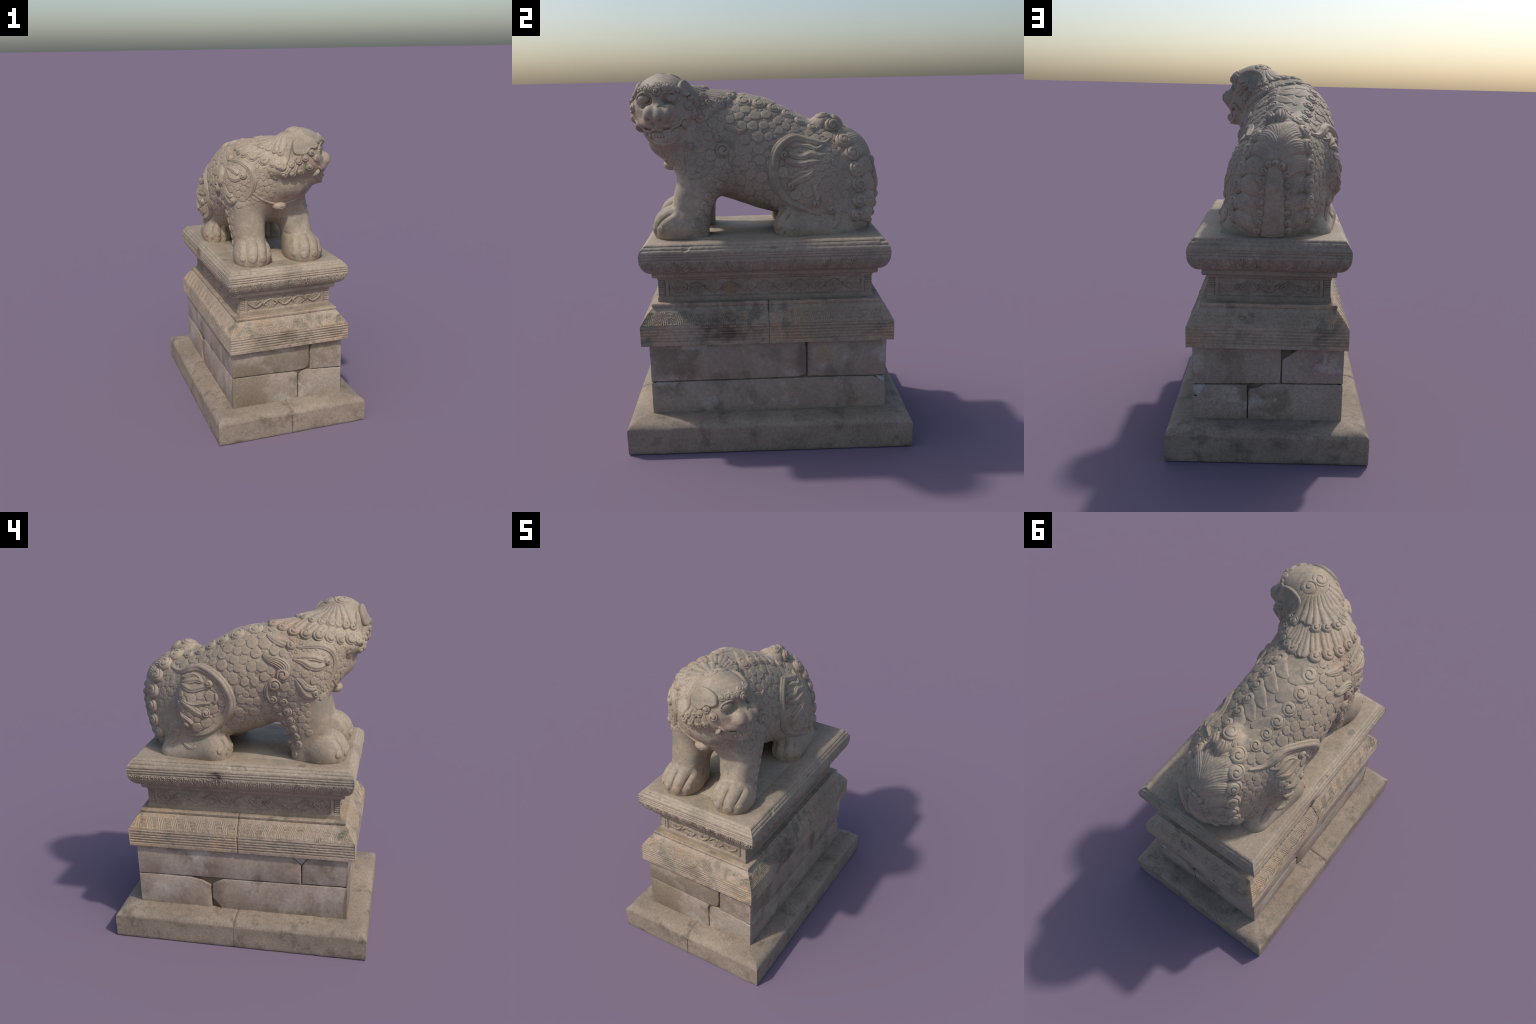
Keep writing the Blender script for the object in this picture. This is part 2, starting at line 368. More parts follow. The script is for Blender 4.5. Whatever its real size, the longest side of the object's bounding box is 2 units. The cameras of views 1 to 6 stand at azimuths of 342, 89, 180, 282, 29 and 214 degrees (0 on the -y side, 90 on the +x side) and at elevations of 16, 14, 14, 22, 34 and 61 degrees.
def stone(name, side, outline, half_out, depth, parent, mat, seed, bulge=0.0):
    """a facing stone: its outline on the wall plane (along, z) with worn, irregular edges, extruded inwards"""
    ox, oy = SIDES[side]
    rng = np.random.default_rng(seed)
    pts = []
    n = len(outline)
    for i in range(n):
        a, b = np.array(outline[i][:2]), np.array(outline[(i + 1) % n][:2])
        L = np.linalg.norm(b - a); k = max(1, int(L / 0.022))
        nrm = np.array([(b - a)[1], -(b - a)[0]]) / max(L, 1e-6)
        for j in range(k):
            w = 0 if j == 0 else 1
            pts.append(a + (b - a) * j / k - nrm * w * abs(rng.normal(0, 0.0011)))
    pts = np.array(pts)
    A = np.abs(pts[:, 0]).max()
    ax = np.array([-oy, ox], float); on = np.array([ox, oy], float)
    def place(p, out):
        return [on[0] * out + ax[0] * p[0], on[1] * out + ax[1] * p[0], p[1]]
    c = pts.mean(0)
    rings = []
    corner = half_along = (0.387 if oy else 0.641)
    for off, out in ((0.0, half_out - depth), (0.0, half_out - 0.005), (0.0018, half_out - 0.0015), (0.005, half_out)):
        R = []
        for i, p in enumerate(pts):
            q, r = pts[i - 1], pts[(i + 1) % len(pts)]
            t = (r - q) / max(np.linalg.norm(r - q), 1e-9)
            inn = np.array([-t[1], t[0]])
            pp = p + inn * off
            if abs(abs(p[0]) - half_along) < 0.004:              # mitre at the wall's corner
                pp[0] = np.sign(p[0]) * (half_along - max(0.0, half_out - out) - (0.0015 if off > 0.004 else 0))
            R.append(place(pp, out + rng.normal(0, 0.0004)))
        rings.append(R)
    V = np.array([p for R in rings for p in R]); m = len(pts)
    F = [[k * m + i, k * m + (i + 1) % m, (k + 1) * m + (i + 1) % m, (k + 1) * m + i] for k in range(3) for i in range(m)]
    F.append([3 * m + i for i in range(m)])
    o = new_object(name, V, F, parent, mat, smooth=True)
    bm = bmesh.new(); bm.from_mesh(o.data)
    bmesh.ops.triangulate(bm, faces=[f for f in bm.faces if len(f.verts) > 4])
    bmesh.ops.recalc_face_normals(bm, faces=bm.faces)
    # keep normals pointing away from the pedestal's middle
    f = max(bm.faces, key=lambda f: f.calc_area())
    if f.normal.x * ox + f.normal.y * oy < 0:
        bmesh.ops.reverse_faces(bm, faces=bm.faces)
    bm.to_mesh(o.data); bm.free()
    o.data.set_sharp_from_angle(angle=math.radians(50))
    return o

def footing(name, outline_x, outline_y, parent, mat, plain_y=False):
    """slab piece built as a grid wrapped over the rounded edge: distance from the footing's outer rim sets the height"""
    (x0, x1), (y0, y1) = outline_x, outline_y
    def axis(a, b, outer_a, outer_b):
        v = list(np.linspace(a, b, max(4, int((b - a) / 0.014))))
        ins = [0.0, 0.002, 0.006, 0.012, 0.020, 0.030, 0.045]
        v = [t for t in v if a + 0.05 < t < b - 0.05]
        v += [a + i for i in ins] + [b - i for i in ins]
        return np.array(sorted(v))
    xs, ys = axis(x0, x1, 0, 0), axis(y0, y1, 0, 0)
    HX, HY = 0.518, 0.769
    X, Y = np.meshgrid(xs, ys, indexing="ij")
    e = np.minimum(HX - np.abs(X), HY - np.abs(Y))
    Z = np.interp(e, [0, 0.003, 0.008, 0.016, 0.028, 0.045, 0.10, 0.2], [0.140, 0.148, 0.155, 0.162, 0.169, 0.174, 0.181, 0.184])
    jt = np.minimum.reduce([np.where(abs(x0) < HX - 0.01, X - x0, 9), np.where(abs(x1) < HX - 0.01, x1 - X, 9), np.where(abs(y0) < HY - 0.01, np.where(plain_y & (X > -0.012), 9, Y - y0), 9), np.where((abs(y1) < HY - 0.01) and not plain_y, y1 - Y, 9)])
    Z = Z - 0.006 * (1 - sm(0, 0.009, jt))
    P = np.stack([X, Y, Z], -1)
    P[..., 2] += 0.0022 * fnoise(P, 14, 9) + 0.001 * fnoise(P, 60, 19)
    top = P.reshape(-1, 3); nu, nv = X.shape
    rim = [i * nv for i in range(nu)] + [(nu - 1) * nv + j for j in range(1, nv)] + [i * nv + nv - 1 for i in range(nu - 2, -1, -1)] + [j for j in range(nv - 2, 0, -1)]
    V, F = [*map(tuple, top)], [list(f) for f in grid_faces(nu, nv)]
    prev = rim
    for z in (0.132, 0.118, 0.10, 0.08, 0.06, 0.04, 0.02, 0.006, 0.0):
        cur = []
        for r in rim:
            x, y, _ = top[r]
            q = np.array([[x, y, z]])
            w = 0.0016 * fnoise(q, 12, 29)[0] + 0.001 * fnoise(q, 45, 39)[0] - (0.004 if z == 0.0 else 0)
            ix = -1 if x <= x0 + 1e-6 else (1 if x >= x1 - 1e-6 else 0); iy = -1 if y <= y0 + 1e-6 else (1 if y >= y1 - 1e-6 else 0)
            ox_ = ix * (w if abs(x) > HX - 0.01 else -0.0025); oy_ = iy * (w if abs(y) > HY - 0.01 else (0.0 if plain_y else -0.0025))
            cur.append(len(V)); V.append((x + ox_, y + oy_, z))
        m = len(rim)
        F += [[prev[i], cur[i], cur[(i + 1) % m], prev[(i + 1) % m]] for i in range(m)]
        prev = cur
    F.append(list(reversed(prev)))
    o = new_object(name, V, F, parent, mat)
    bm = bmesh.new(); bm.from_mesh(o.data); bmesh.ops.recalc_face_normals(bm, faces=bm.faces)
    bm.to_mesh(o.data); bm.free()
    o.data.set_sharp_from_angle(angle=math.radians(45))
    return o

def build_pedestal(M):
    root = empty("pedestal")
    root["label"] = "tall moulded granite pedestal with carved bands and cracked blocks"
    root["category"] = "stone pedestal"
    # footing
    base = empty("footing", root)
    for xr, yr, plain in (((-0.518, -0.012), (-0.769, 0.022), False), ((-0.518, 0.518), (0.022, 0.769), True), ((-0.012, 0.518), (-0.769, 0.022), True)):
        footing("footing_slab", xr, yr, base, M["footing"], plain)
    # masonry
    wall = empty("masonry", root)
    wall.location.x = 0.004
    core = 0.013
    V = [(sx * (0.387 - core), sy * (0.641 - core), z) for z in (0.17, 0.60) for sx, sy in ((-1, -1), (1, -1), (1, 1), (-1, 1))]
    new_object("mortar_core", V, [[3, 2, 1, 0], [4, 5, 6, 7], [0, 1, 5, 4], [1, 2, 6, 5], [2, 3, 7, 6], [3, 0, 4, 7]], wall, M["mortar"], smooth=False)
    B, T, g = 0.176, 0.588, 0.0022
    # (along, z) outlines seen from outside; 'along' runs to the viewer's left-to-right reversed per side
    X, Y = 0.387, 0.641
    def fr(x): return x          # front: along = +x
    S = []
    # front (-y): along axis = (1, 0)
    S += [("front", [(-X, 0.402), (0.040, 0.387), (0.105, 0.389), (0.135, 0.398), (0.150, 0.416), (0.1535, 0.45), (0.153, T), (-X, T)]),
          ("front", [(0.160, 0.381), (0.30, 0.372), (X, 0.363), (X, T), (0.215, T), (0.186, 0.575), (0.163, 0.545), (0.160, 0.50)]),
          ("front", [(-X, B), (0.070, B), (0.0715, 0.30), (0.069, 0.366), (0.040, 0.381), (-0.15, 0.390), (-X, 0.398)]),
          ("front", [(0.0755, B), (X, B), (X, 0.359), (0.30, 0.368), (0.14, 0.381), (0.098, 0.372), (0.080, 0.352), (0.0755, 0.30)])]
    # left (+x): along axis = (0, 1)
    S += [("left", [(-Y, 0.366), (0.0, 0.368), (0.165, 0.371), (0.204, 0.388), (0.207, 0.47), (0.204, 0.54), (0.196, T), (-Y, T)]),
          ("left", [(0.2115, 0.372), (0.40, 0.369), (Y, 0.366), (Y, T), (0.2125, T), (0.2105, 0.48)]),
          ("left", [(-Y, B), (Y, B), (Y, 0.312), (0.600, 0.345), (0.575, 0.362), (0.40, 0.3655), (0.0, 0.364), (-Y, 0.361)])]
    # back (+y): along axis = (-1, 0), so along = -x
    S += [("back", [(-X, 0.370), (0.0, 0.380), (0.0655, 0.383), (0.067, 0.48), (0.0655, T), (-X, T)]),
          ("back", [(0.0715, 0.392), (0.082, 0.383), (0.20, 0.384), (X, 0.386), (X, T), (0.168, T), (0.142, 0.562), (0.108, 0.535), (0.073, 0.514), (0.0715, 0.46)]),
          ("back", [(-X, B), (-0.105, B), (-0.104, 0.28), (-0.106, 0.372), (-0.20, 0.370), (-0.312, 0.368), (-0.338, 0.335), (-0.368, 0.300), (-X, 0.306)]),
          ("back", [(-0.1005, B), (X, B), (X, 0.382), (0.05, 0.379), (-0.016, 0.377), (-0.050, 0.357), (-0.094, 0.346), (-0.1005, 0.33)])]
    # right (-x): along axis = (0, -1), so along = -y
    S += [("right", [(-Y, 0.384), (0.0, 0.391), (0.369, 0.396), (0.3695, 0.46), (0.368, 0.520), (0.340, 0.548), (0.302, T), (-Y, T)]),
          ("right", [(0.3745, 0.399), (0.50, 0.400), (Y, 0.402), (Y, T), (0.428, T), (0.398, 0.553), (0.377, 0.524), (0.3745, 0.48)]),
          ("right", [(-Y + 0.0, B), (-0.186, B), (-0.184, 0.26), (-0.185, 0.336), (-0.240, 0.364), (-0.308, 0.381), (-0.45, 0.384), (-0.60, 0.381), (-Y, 0.378)]),
          ("right", [(-0.123, B), (Y, B), (Y, 0.397), (0.30, 0.391), (0.0, 0.387), (-0.105, 0.385), (-0.140, 0.366), (-0.176, 0.344), (-0.1795, 0.30), (-0.177, 0.248), (-0.150, 0.215)])]
    for i, (side, out) in enumerate(S):
        stone("stone_block", side, out, Y if SIDES[side][1] else X, 0.07, wall, M["block"], 100 + i)
    # pale mortar smears in the broken corners
    def smear(side, tri, half, name="mortar_patch"):
        ox, oy = SIDES[side]; ax = np.array([-oy, ox], float); on = np.array([ox, oy], float)
        c = np.mean([p[:2] for p in tri], axis=0); V, n = [], len(tri)
        for ring, (sc, dd) in enumerate(((1.0, -0.012), (0.92, -0.004), (0.6, 0.0))):
            for p in tri:
                a = c[0] + (p[0] - c[0]) * sc; z = c[1] + (p[1] - c[1]) * sc
                o = half + p[2] + dd
                V.append((on[0] * o + ax[0] * a, on[1] * o + ax[1] * a, z))
        F = [[k * n + i, k * n + (i + 1) % n, (k + 1) * n + (i + 1) % n, (k + 1) * n + i] for k in (0, 1) for i in range(n)] + [[2 * n + i for i in range(n)]]
        ob = new_object(name, V, F, wall, M["patch"])
        bm = bmesh.new(); bm.from_mesh(ob.data); bmesh.ops.recalc_face_normals(bm, faces=bm.faces)
        f = max(bm.faces, key=lambda f: f.calc_area())
        if f.normal.x * ox + f.normal.y * oy < 0: bmesh.ops.reverse_faces(bm, faces=bm.faces)
        bm.to_mesh(ob.data); bm.free()
    smear("back", [(-X + .004, 0.308, -.004), (-0.36, 0.300, -.004), (-0.325, 0.340, -.005), (-0.312, 0.366, -.004), (-X + .004, 0.366, -.004)], Y)
    smear("left", [(Y - .004, 0.312, -.005), (Y - .004, 0.362, -.005), (0.585, 0.361, -.005), (0.60, 0.343, -.005)], X)
    smear("right", [(0.372, 0.520, -.005), (0.400, 0.553, -.007), (0.43, 0.583, -.007), (0.302, 0.583, -.005), (0.345, 0.545, -.004)], X)
    # mouldings
    H = 0.008
    half = [("front", None, None, False, False), ("left", None, H, False, True), ("right", -H, None, True, False)]
    half2 = [("back", None, None, False, False), ("left", H + 0.002, None, True, False), ("right", None, -H - 0.002, False, True)]
    low = empty("lower_cornice", root)
    moulding("cornice_stone", 0.411, 0.679, LOWER_PROFILE, relief_lower, low, M["cornice"], cx=0.009, cy=-0.002, step=0.0028, fine=0.0032, runs=[(s, (lo - 0.0 if lo is not None else None), hi, a, b) for s, lo, hi, a, b in half])
    moulding("cornice_stone", 0.411, 0.679, LOWER_PROFILE, relief_lower, low, M["cornice"], cx=0.009, cy=-0.002, step=0.0028, fine=0.0032, runs=half2)
    V = [(0.005 + sx * 0.395, sy * 0.66, z) for z in (0.586, 0.69) for sx, sy in ((-1, -1), (1, -1), (1, 1), (-1, 1))]
    new_object("joint_filler", V, [[3, 2, 1, 0], [4, 5, 6, 7], [0, 1, 5, 4], [1, 2, 6, 5], [2, 3, 7, 6], [3, 0, 4, 7]], low, M["mortar"], smooth=False)
    moulding("carved_neck", 0.313, 0.576, NECK_PROFILE, relief_neck, root, M["neck"], cx=0.007, cy=-0.008)
    top = moulding("upper_cornice", 0.408, 0.659, UPPER_PROFILE, relief_upper, root, M["top"], cx=0.008, cy=-0.007, tilt=0.0065)
    V = [(0.006 + sx * 0.26, sy * 0.50, 1.1349 + 0.0065 * sy * 0.50) for sx, sy in ((-1, -1), (1, -1), (1, 1), (-1, 1))] + [(0.006 + sx * 0.25, sy * 0.49, 1.10) for sx, sy in ((-1, -1), (1, -1), (1, 1), (-1, 1))]
    new_object("top_slab", V, [[0, 1, 2, 3], [7, 6, 5, 4], [0, 4, 5, 1], [1, 5, 6, 2], [2, 6, 7, 3], [3, 7, 4, 0]], root, M["top"], smooth=False)
    return root
# ------------------------------------------------------------------
# THE LION'S BODY: blended solids (implicit) meshed by surface nets
# ------------------------------------------------------------------
H_GRID = 0.006
TOP_Z = 1.134           # upper face of the plinth, on which the lion sits
FACE_F = np.array([0.988, -0.155, 0.0])     # the way the face looks
FACE_L = np.array([0.155, 0.987, 0.04])     # the lion's own left
FACE_U = np.cross(FACE_F, FACE_L)
HEAD_O = np.array([0.10, -0.513, 1.80])

def smin(a, b, k):
    h = np.clip(0.5 + 0.5 * (b - a) / k, 0, 1)
    return b + (a - b) * h - k * h * (1 - h)

def smax(a, b, k):
    return -smin(-a, -b, k)

def ellipsoid(P, c, r, axes=None):
    d = [P[i] - np.float32(c[i]) for i in range(3)]
    if axes is not None:
        d = [sum(d[j] * np.float32(ax[j]) for j in range(3)) for ax in axes]
    q = sum((d[i] / np.float32(r[i])) ** 2 for i in range(3))
    q2 = sum((d[i] / np.float32(r[i] ** 2)) ** 2 for i in range(3))
    s = np.sqrt(q)
    return s * (s - 1) / np.maximum(np.sqrt(q2), 1e-6)

def capsule(P, a, b, ra, rb):
    a = np.array(a, np.float32); b = np.array(b, np.float32); ab = b - a
    t = sum((P[i] - a[i]) * ab[i] for i in range(3)) / np.float32(ab @ ab)
    t = np.clip(t, 0, 1)
    d = np.sqrt(sum((P[i] - a[i] - t * ab[i]) ** 2 for i in range(3)))
    return d - (ra + (rb - ra) * t)

def cubic(xs, ys, x):
    """smooth interpolation through the knots (monotone cubic Hermite)"""
    xs = np.array(xs, float); ys = np.array(ys, float)
    h = np.diff(xs); s = np.diff(ys) / h
    m = np.zeros_like(ys); m[0] = s[0]; m[-1] = s[-1]
    for i in range(1, len(xs) - 1):
        m[i] = 0 if s[i - 1] * s[i] <= 0 else 2 * s[i - 1] * s[i] / (s[i - 1] + s[i])
    x = np.clip(x, xs[0], xs[-1])
    k = np.clip(np.searchsorted(xs, x) - 1, 0, len(h) - 1)
    t = (x - xs[k]) / h[k]
    return ((2*t**3 - 3*t**2 + 1) * ys[k] + (t**3 - 2*t**2 + t) * h[k] * m[k]
            + (-2*t**3 + 3*t**2) * ys[k + 1] + (t**3 - t**2) * h[k] * m[k + 1]).astype(np.float32)

def loft(P, along, across, up, knots, power, lean=0.0, pear=0.0):
    """solid swept along one axis; knots: (pos, c_across, half_across, low_up, high_up)"""
    K = np.array(knots)
    line = np.unique(P[along])
    c, hw, lo, hi = [cubic(K[:, 0], K[:, j], line) for j in (1, 2, 3, 4)]
    idx = np.searchsorted(line, P[along])
    c, hw, lo, hi = c[idx], hw[idx], lo[idx], hi[idx]
    t = np.clip((P[up] - (lo + hi) / 2) / ((hi - lo) / 2), -1, 1)
    u = np.abs(P[across] - c - lean * t) / (hw * (1 - pear * t))
    w = np.abs(P[up] - (lo + hi) / 2) / ((hi - lo) / 2)
    r = (u ** power + w ** power) ** np.float32(1 / power)
    d = (r - 1) * np.minimum(hw, (hi - lo) / 2)
    end = np.maximum(K[0, 0] - P[along], P[along] - K[-1, 0])
    return np.maximum(d, end)

def turned(lean, toe):
    """axes of a flat solid whose thin axis lies along x, leaned about y and turned about z"""
    c, n = np.cos(toe), np.sin(toe); cl, sl = np.cos(lean), np.sin(lean)
    x = np.array([c * cl, n * cl, sl]); y = np.array([-n, c, 0.0])
    return x, y, np.cross(x, y)

TORSO = [  # y, spine x, half width, belly z, back z
    (-0.575, -0.01, 0.02, 1.68, 1.72),
    (-0.555, -0.01, 0.09, 1.60, 1.785),
    (-0.50, -0.02, 0.175, 1.50, 1.855),
    (-0.40, -0.040, 0.216, 1.402, 1.902),
    (-0.28, -0.057, 0.230, 1.338, 1.897),
    (-0.15, -0.074, 0.250, 1.288, 1.882),
    (0.0, -0.076, 0.262, 1.235, 1.858),
    (0.15, -0.064, 0.266, 1.196, 1.788),
    (0.25, -0.053, 0.262, 1.125, 1.736),
    (0.35, -0.034, 0.243, 1.060, 1.708),
    (0.46, -0.014, 0.211, 1.030, 1.686),
    (0.54, -0.006, 0.166, 1.060, 1.640),
    (0.575, 0.0, 0.128, 1.130, 1.603),
    (0.605, 0.0, 0.086, 1.215, 1.543),
    (0.622, 0.0, 0.050, 1.295, 1.472),
    (0.631, 0.0, 0.012, 1.370, 1.410)]
LEG_R = [  # z, x, half width, y front, y back
    (1.10, -0.178, 0.094, -0.53, -0.29), (1.25, -0.178, 0.098, -0.526, -0.284),
    (1.35, -0.178, 0.106, -0.514, -0.230), (1.45, -0.180, 0.112, -0.496, -0.178),
    (1.55, -0.196, 0.118, -0.484, -0.152), (1.65, -0.210, 0.102, -0.478, -0.175),
    (1.76, -0.195, 0.070, -0.455, -0.22), (1.82, -0.175, 0.020, -0.40, -0.30)]
LEG_L = [
    (1.10, 0.160, 0.100, -0.52, -0.31), (1.25, 0.158, 0.098, -0.508, -0.296),
    (1.35, 0.150, 0.102, -0.493, -0.250), (1.45, 0.134, 0.105, -0.468, -0.196),
    (1.55, 0.104, 0.102, -0.450, -0.160), (1.65, 0.076, 0.090, -0.440, -0.178),
    (1.76, 0.048, 0.060, -0.420, -0.22), (1.82, 0.030, 0.020, -0.38, -0.30)]

def head_pt(f, l, u):
    return HEAD_O + f * FACE_F + l * FACE_L + u * FACE_U

def body_field(P):
    HA = (FACE_F, FACE_L, FACE_U)
    hd = lambda f, l, u, rf, rl, ru: ellipsoid(P, head_pt(f, l, u), (rf, rl, ru), HA)
    torso = loft(P, 1, 0, 2, TORSO, 2.15, lean=-0.038, pear=0.10)
    # mane: the swelling that carries the head
    neck = capsule(P, (-0.046, -0.372, 1.726), head_pt(-0.005, 0, 0.012), 0.171, 0.146)
    torso = smin(torso, ellipsoid(P, (-0.040, -0.39, 1.67), (0.190, 0.172, 0.190)), 0.06)
    torso = smin(torso, neck, 0.06)
    throat = capsule(P, (-0.005, -0.415, 1.630), head_pt(0.085, 0, -0.09), 0.126, 0.080)
    torso = smin(torso, throat, 0.09)
    torso = smin(torso, ellipsoid(P, (0.065, -0.500, 1.648), (0.135, 0.125, 0.105)), 0.05)
    torso = smin(torso, ellipsoid(P, (0.045, -0.548, 1.757), (0.150, 0.125, 0.088)), 0.03)
    # forelegs
    for leg, k in ((LEG_R, 0.070), (LEG_L, 0.070)):
        torso = smin(torso, loft(P, 2, 0, 1, leg, 2.6), k)
    # haunches: flattened domes, facing outwards and a little back
    axR = turned(-0.12, 0.62); axL = turned(0.27, -0.22)
    torso = smin(torso, ellipsoid(P, (-0.216, 0.178, 1.448), (0.103, 0.188, 0.216), axR), 0.045)
    torso = smin(torso, ellipsoid(P, (0.124, 0.222, 1.425), (0.110, 0.212, 0.220), axL), 0.03)
    # hams: the thigh flows down to the plinth behind each foot
    torso = smin(torso, ellipsoid(P, (-0.188, 0.300, 1.245), (0.108, 0.150, 0.145)), 0.05)
    torso = smin(torso, ellipsoid(P, (0.135, 0.335, 1.235), (0.098, 0.150, 0.145)), 0.05)
    # the swelling of the tail knot on the croup
    torso = smin(torso, ellipsoid(P, (-0.034, 0.350, 1.704), (0.058, 0.085, 0.048)), 0.025)  # tail knot
    # head
    head = hd(0.022, -0.005, 0.046, 0.158, 0.155, 0.150)
    head = smin(head, hd(0.062, -0.005, -0.006, 0.106, 0.160, 0.114), 0.04)
    head = smin(head, hd(0.118, 0, 0.105, 0.050, 0.090, 0.048), 0.03)      # brow
    head = smin(head, hd(0.110, 0, -0.052, 0.095, 0.122, 0.050), 0.035)    # muzzle
    for s in (-1, 1):
        head = smax(head, -hd(0.158, 0.068 * s, 0.060, 0.026, 0.046, 0.036), 0.02)   # eye sockets
        head = smin(head, hd(0.176, 0.012 + 0.050 * s, -0.008, 0.052, 0.040, 0.050), 0.008)  # wings of the nose
        head = smax(head, -hd(0.205, 0.012 + 0.030 * s, -0.056, 0.020, 0.016, 0.012), 0.008)   # nostrils
    nose = smin(hd(0.184, 0.012, -0.018, 0.052, 0.040, 0.046), capsule(P, head_pt(0.125, 0, 0.078), head_pt(0.180, 0.012, 0.012), 0.026, 0.032), 0.02)
    head = smin(head, nose, 0.015)
    jaw = smin(hd(0.092, 0, -0.105, 0.086, 0.104, 0.062), hd(0.155, 0.018, -0.132, 0.036, 0.052, 0.040), 0.03)
    # the open mouth: a curved slot, its corners raised
    l = sum((P[i] - np.float32(HEAD_O[i])) * np.float32(FACE_L[i]) for i in range(3))
    f = sum((P[i] - np.float32(HEAD_O[i])) * np.float32(FACE_F[i]) for i in range(3))
    u = sum((P[i] - np.float32(HEAD_O[i])) * np.float32(FACE_U[i]) for i in range(3))
    head = smin(head, jaw, 0.012)
    mid = -0.092 + 2.2 * l * l
    slot = np.maximum(np.abs(u - mid) - 0.012 * np.clip(1 - (l / 0.135) ** 2, 0, 1), 0.118 - 2.2 * l * l - f)
    head = smax(head, -slot, 0.006)
    torso = smin(torso, head, 0.025)
    # paws
    for (cx, cy) in ((-0.182, -0.475), (0.172, -0.472)):
        torso = smin(torso, ellipsoid(P, (cx, cy, 1.185), (0.126, 0.137, 0.119)), 0.012)
    for cx, out in ((-0.248, -1), (0.190, 1)):
        foot = capsule(P, (cx, 0.155, 1.175), (cx - 0.026 * out, 0.40, 1.140), 0.102, 0.088)
        torso = smin(torso, foot, 0.030)
    return np.maximum(torso, TOP_Z - 0.006 - P[2])

def surface_nets(field, lo, hi, h):
    n = [int(round((b - a) / h)) + 1 for a, b in zip(lo, hi)]
    ax = [np.linspace(a, a + h * (k - 1), k).astype(np.float32) for a, k in zip(lo, n)]
    P = np.meshgrid(*ax, indexing="ij")
    f = field(P)
    s = f < 0
    cellshape = tuple(k - 1 for k in n)
    acc = np.zeros(cellshape + (3,), np.float32); cnt = np.zeros(cellshape, np.float32)
    sl = lambda o: tuple(slice(a, a + c) for a, c in zip(o, cellshape))
    for axis in range(3):
        for d in range(4):
            o = [0, 0, 0]; oth = [i for i in range(3) if i != axis]
            o[oth[0]], o[oth[1]] = d & 1, d >> 1
            o2 = list(o); o2[axis] += 1
            fa, fb = f[sl(o)], f[sl(o2)]
            cross = (fa < 0) != (fb < 0)
            t = np.where(cross, fa / np.where(cross, fa - fb, 1), 0)
            for j in range(3):
                acc[..., j] += np.where(cross, (t if j == axis else o[j]), 0)
            cnt += cross
    active = cnt > 0
    ids = np.full(cellshape, -1, np.int64); ids[active] = np.arange(active.sum())
    c = np.argwhere(active)
    V = np.array(lo) + h * (c + acc[active] / cnt[active][:, None])
    Q = []
    for axis in range(3):
        o1, o2 = [i for i in range(3) if i != axis]
        sh = [slice(None)] * 3; sh[axis] = slice(0, n[axis] - 1)
        sh2 = list(sh); sh2[axis] = slice(1, n[axis])
        a, b = s[tuple(sh)], s[tuple(sh2)]
        e = np.argwhere(a != b)
        ok = (e[:, o1] > 0) & (e[:, o2] > 0) & (e[:, o1] < n[o1] - 1) & (e[:, o2] < n[o2] - 1)
        e = e[ok]
        inside_low = s[tuple(e.T)]
        quad = []
        for d1, d2 in ((-1, -1), (0, -1), (0, 0), (-1, 0)):
            k = e.copy(); k[:, o1] += d1; k[:, o2] += d2
            quad.append(ids[tuple(k.T)])
        quad = np.stack(quad, 1)
        flip = inside_low if axis != 1 else ~inside_low
        quad[~flip] = quad[~flip][:, ::-1]
        Q.append(quad)
    return V, np.vstack(Q)
# ------------------------------------------------------------------
# CARVING: everything below is laid on the body's surface
# ------------------------------------------------------------------
class Skin:
    """the smooth body before carving: gives the nearest surface point and its smooth normal"""
    def __init__(self, V, Q):
        self.V, self.Q = V, Q
        self.N = vertex_normals(V, Q)
        self.tree = BVHTree.FromPolygons(V.tolist(), Q.tolist())
        self.qn = self.N[Q].mean(1)
    def snap(self, P):
        P = np.asarray(P, float).reshape(-1, 3)
        L = np.empty_like(P); N = np.empty_like(P)
        f = self.tree.find_nearest
        for i, p in enumerate(P):
            loc, _, idx, _ = f(p)
            L[i] = loc; N[i] = self.qn[idx]
        N /= np.linalg.norm(N, axis=1, keepdims=True)
        return L, N

def vertex_normals(V, Q):
    n = np.cross(V[Q[:, 2]] - V[Q[:, 0]], V[Q[:, 3]] - V[Q[:, 1]])
    out = np.zeros_like(V)
    for k in range(4):
        for j in range(3):
            out[:, j] += np.bincount(Q[:, k], n[:, j], len(V))
    return out / np.maximum(np.linalg.norm(out, axis=1, keepdims=True), 1e-12)

def spline(pts, step=0.004, closed=False):
    """Catmull-Rom curve through the points, evenly resampled"""
    P = np.array(pts, float)
    ext = np.vstack([P[-1:], P, P[:2]]) if closed else np.vstack([2 * P[:1] - P[1:2], P, 2 * P[-1:] - P[-2:-1]])
    out = []
    for i in range(1, len(ext) - 2):
        a, b, c, d = ext[i - 1:i + 3]
        t = np.linspace(0, 1, 24, endpoint=False)[:, None]
        out.append(0.5 * ((2 * b) + (c - a) * t + (2 * a - 5 * b + 4 * c - d) * t ** 2 + (3 * b - a - 3 * c + d) * t ** 3))
    C = np.vstack(out + ([P[:1]] if closed else [P[-1:]]))
    L = np.concatenate([[0], np.cumsum(np.linalg.norm(np.diff(C, axis=0), axis=1))])
    n = max(6, int(L[-1] / step))
    s = np.linspace(0, L[-1], n + (0 if not closed else 1))
    R = np.stack([np.interp(s, L, C[:, j]) for j in range(3)], 1)
    return R[:-1] if closed else R

ACROSS = np.array([-1.0, -0.96, -0.86, -0.70, -0.50, -0.25, 0, 0.25, 0.50, 0.70, 0.86, 0.96, 1.0])

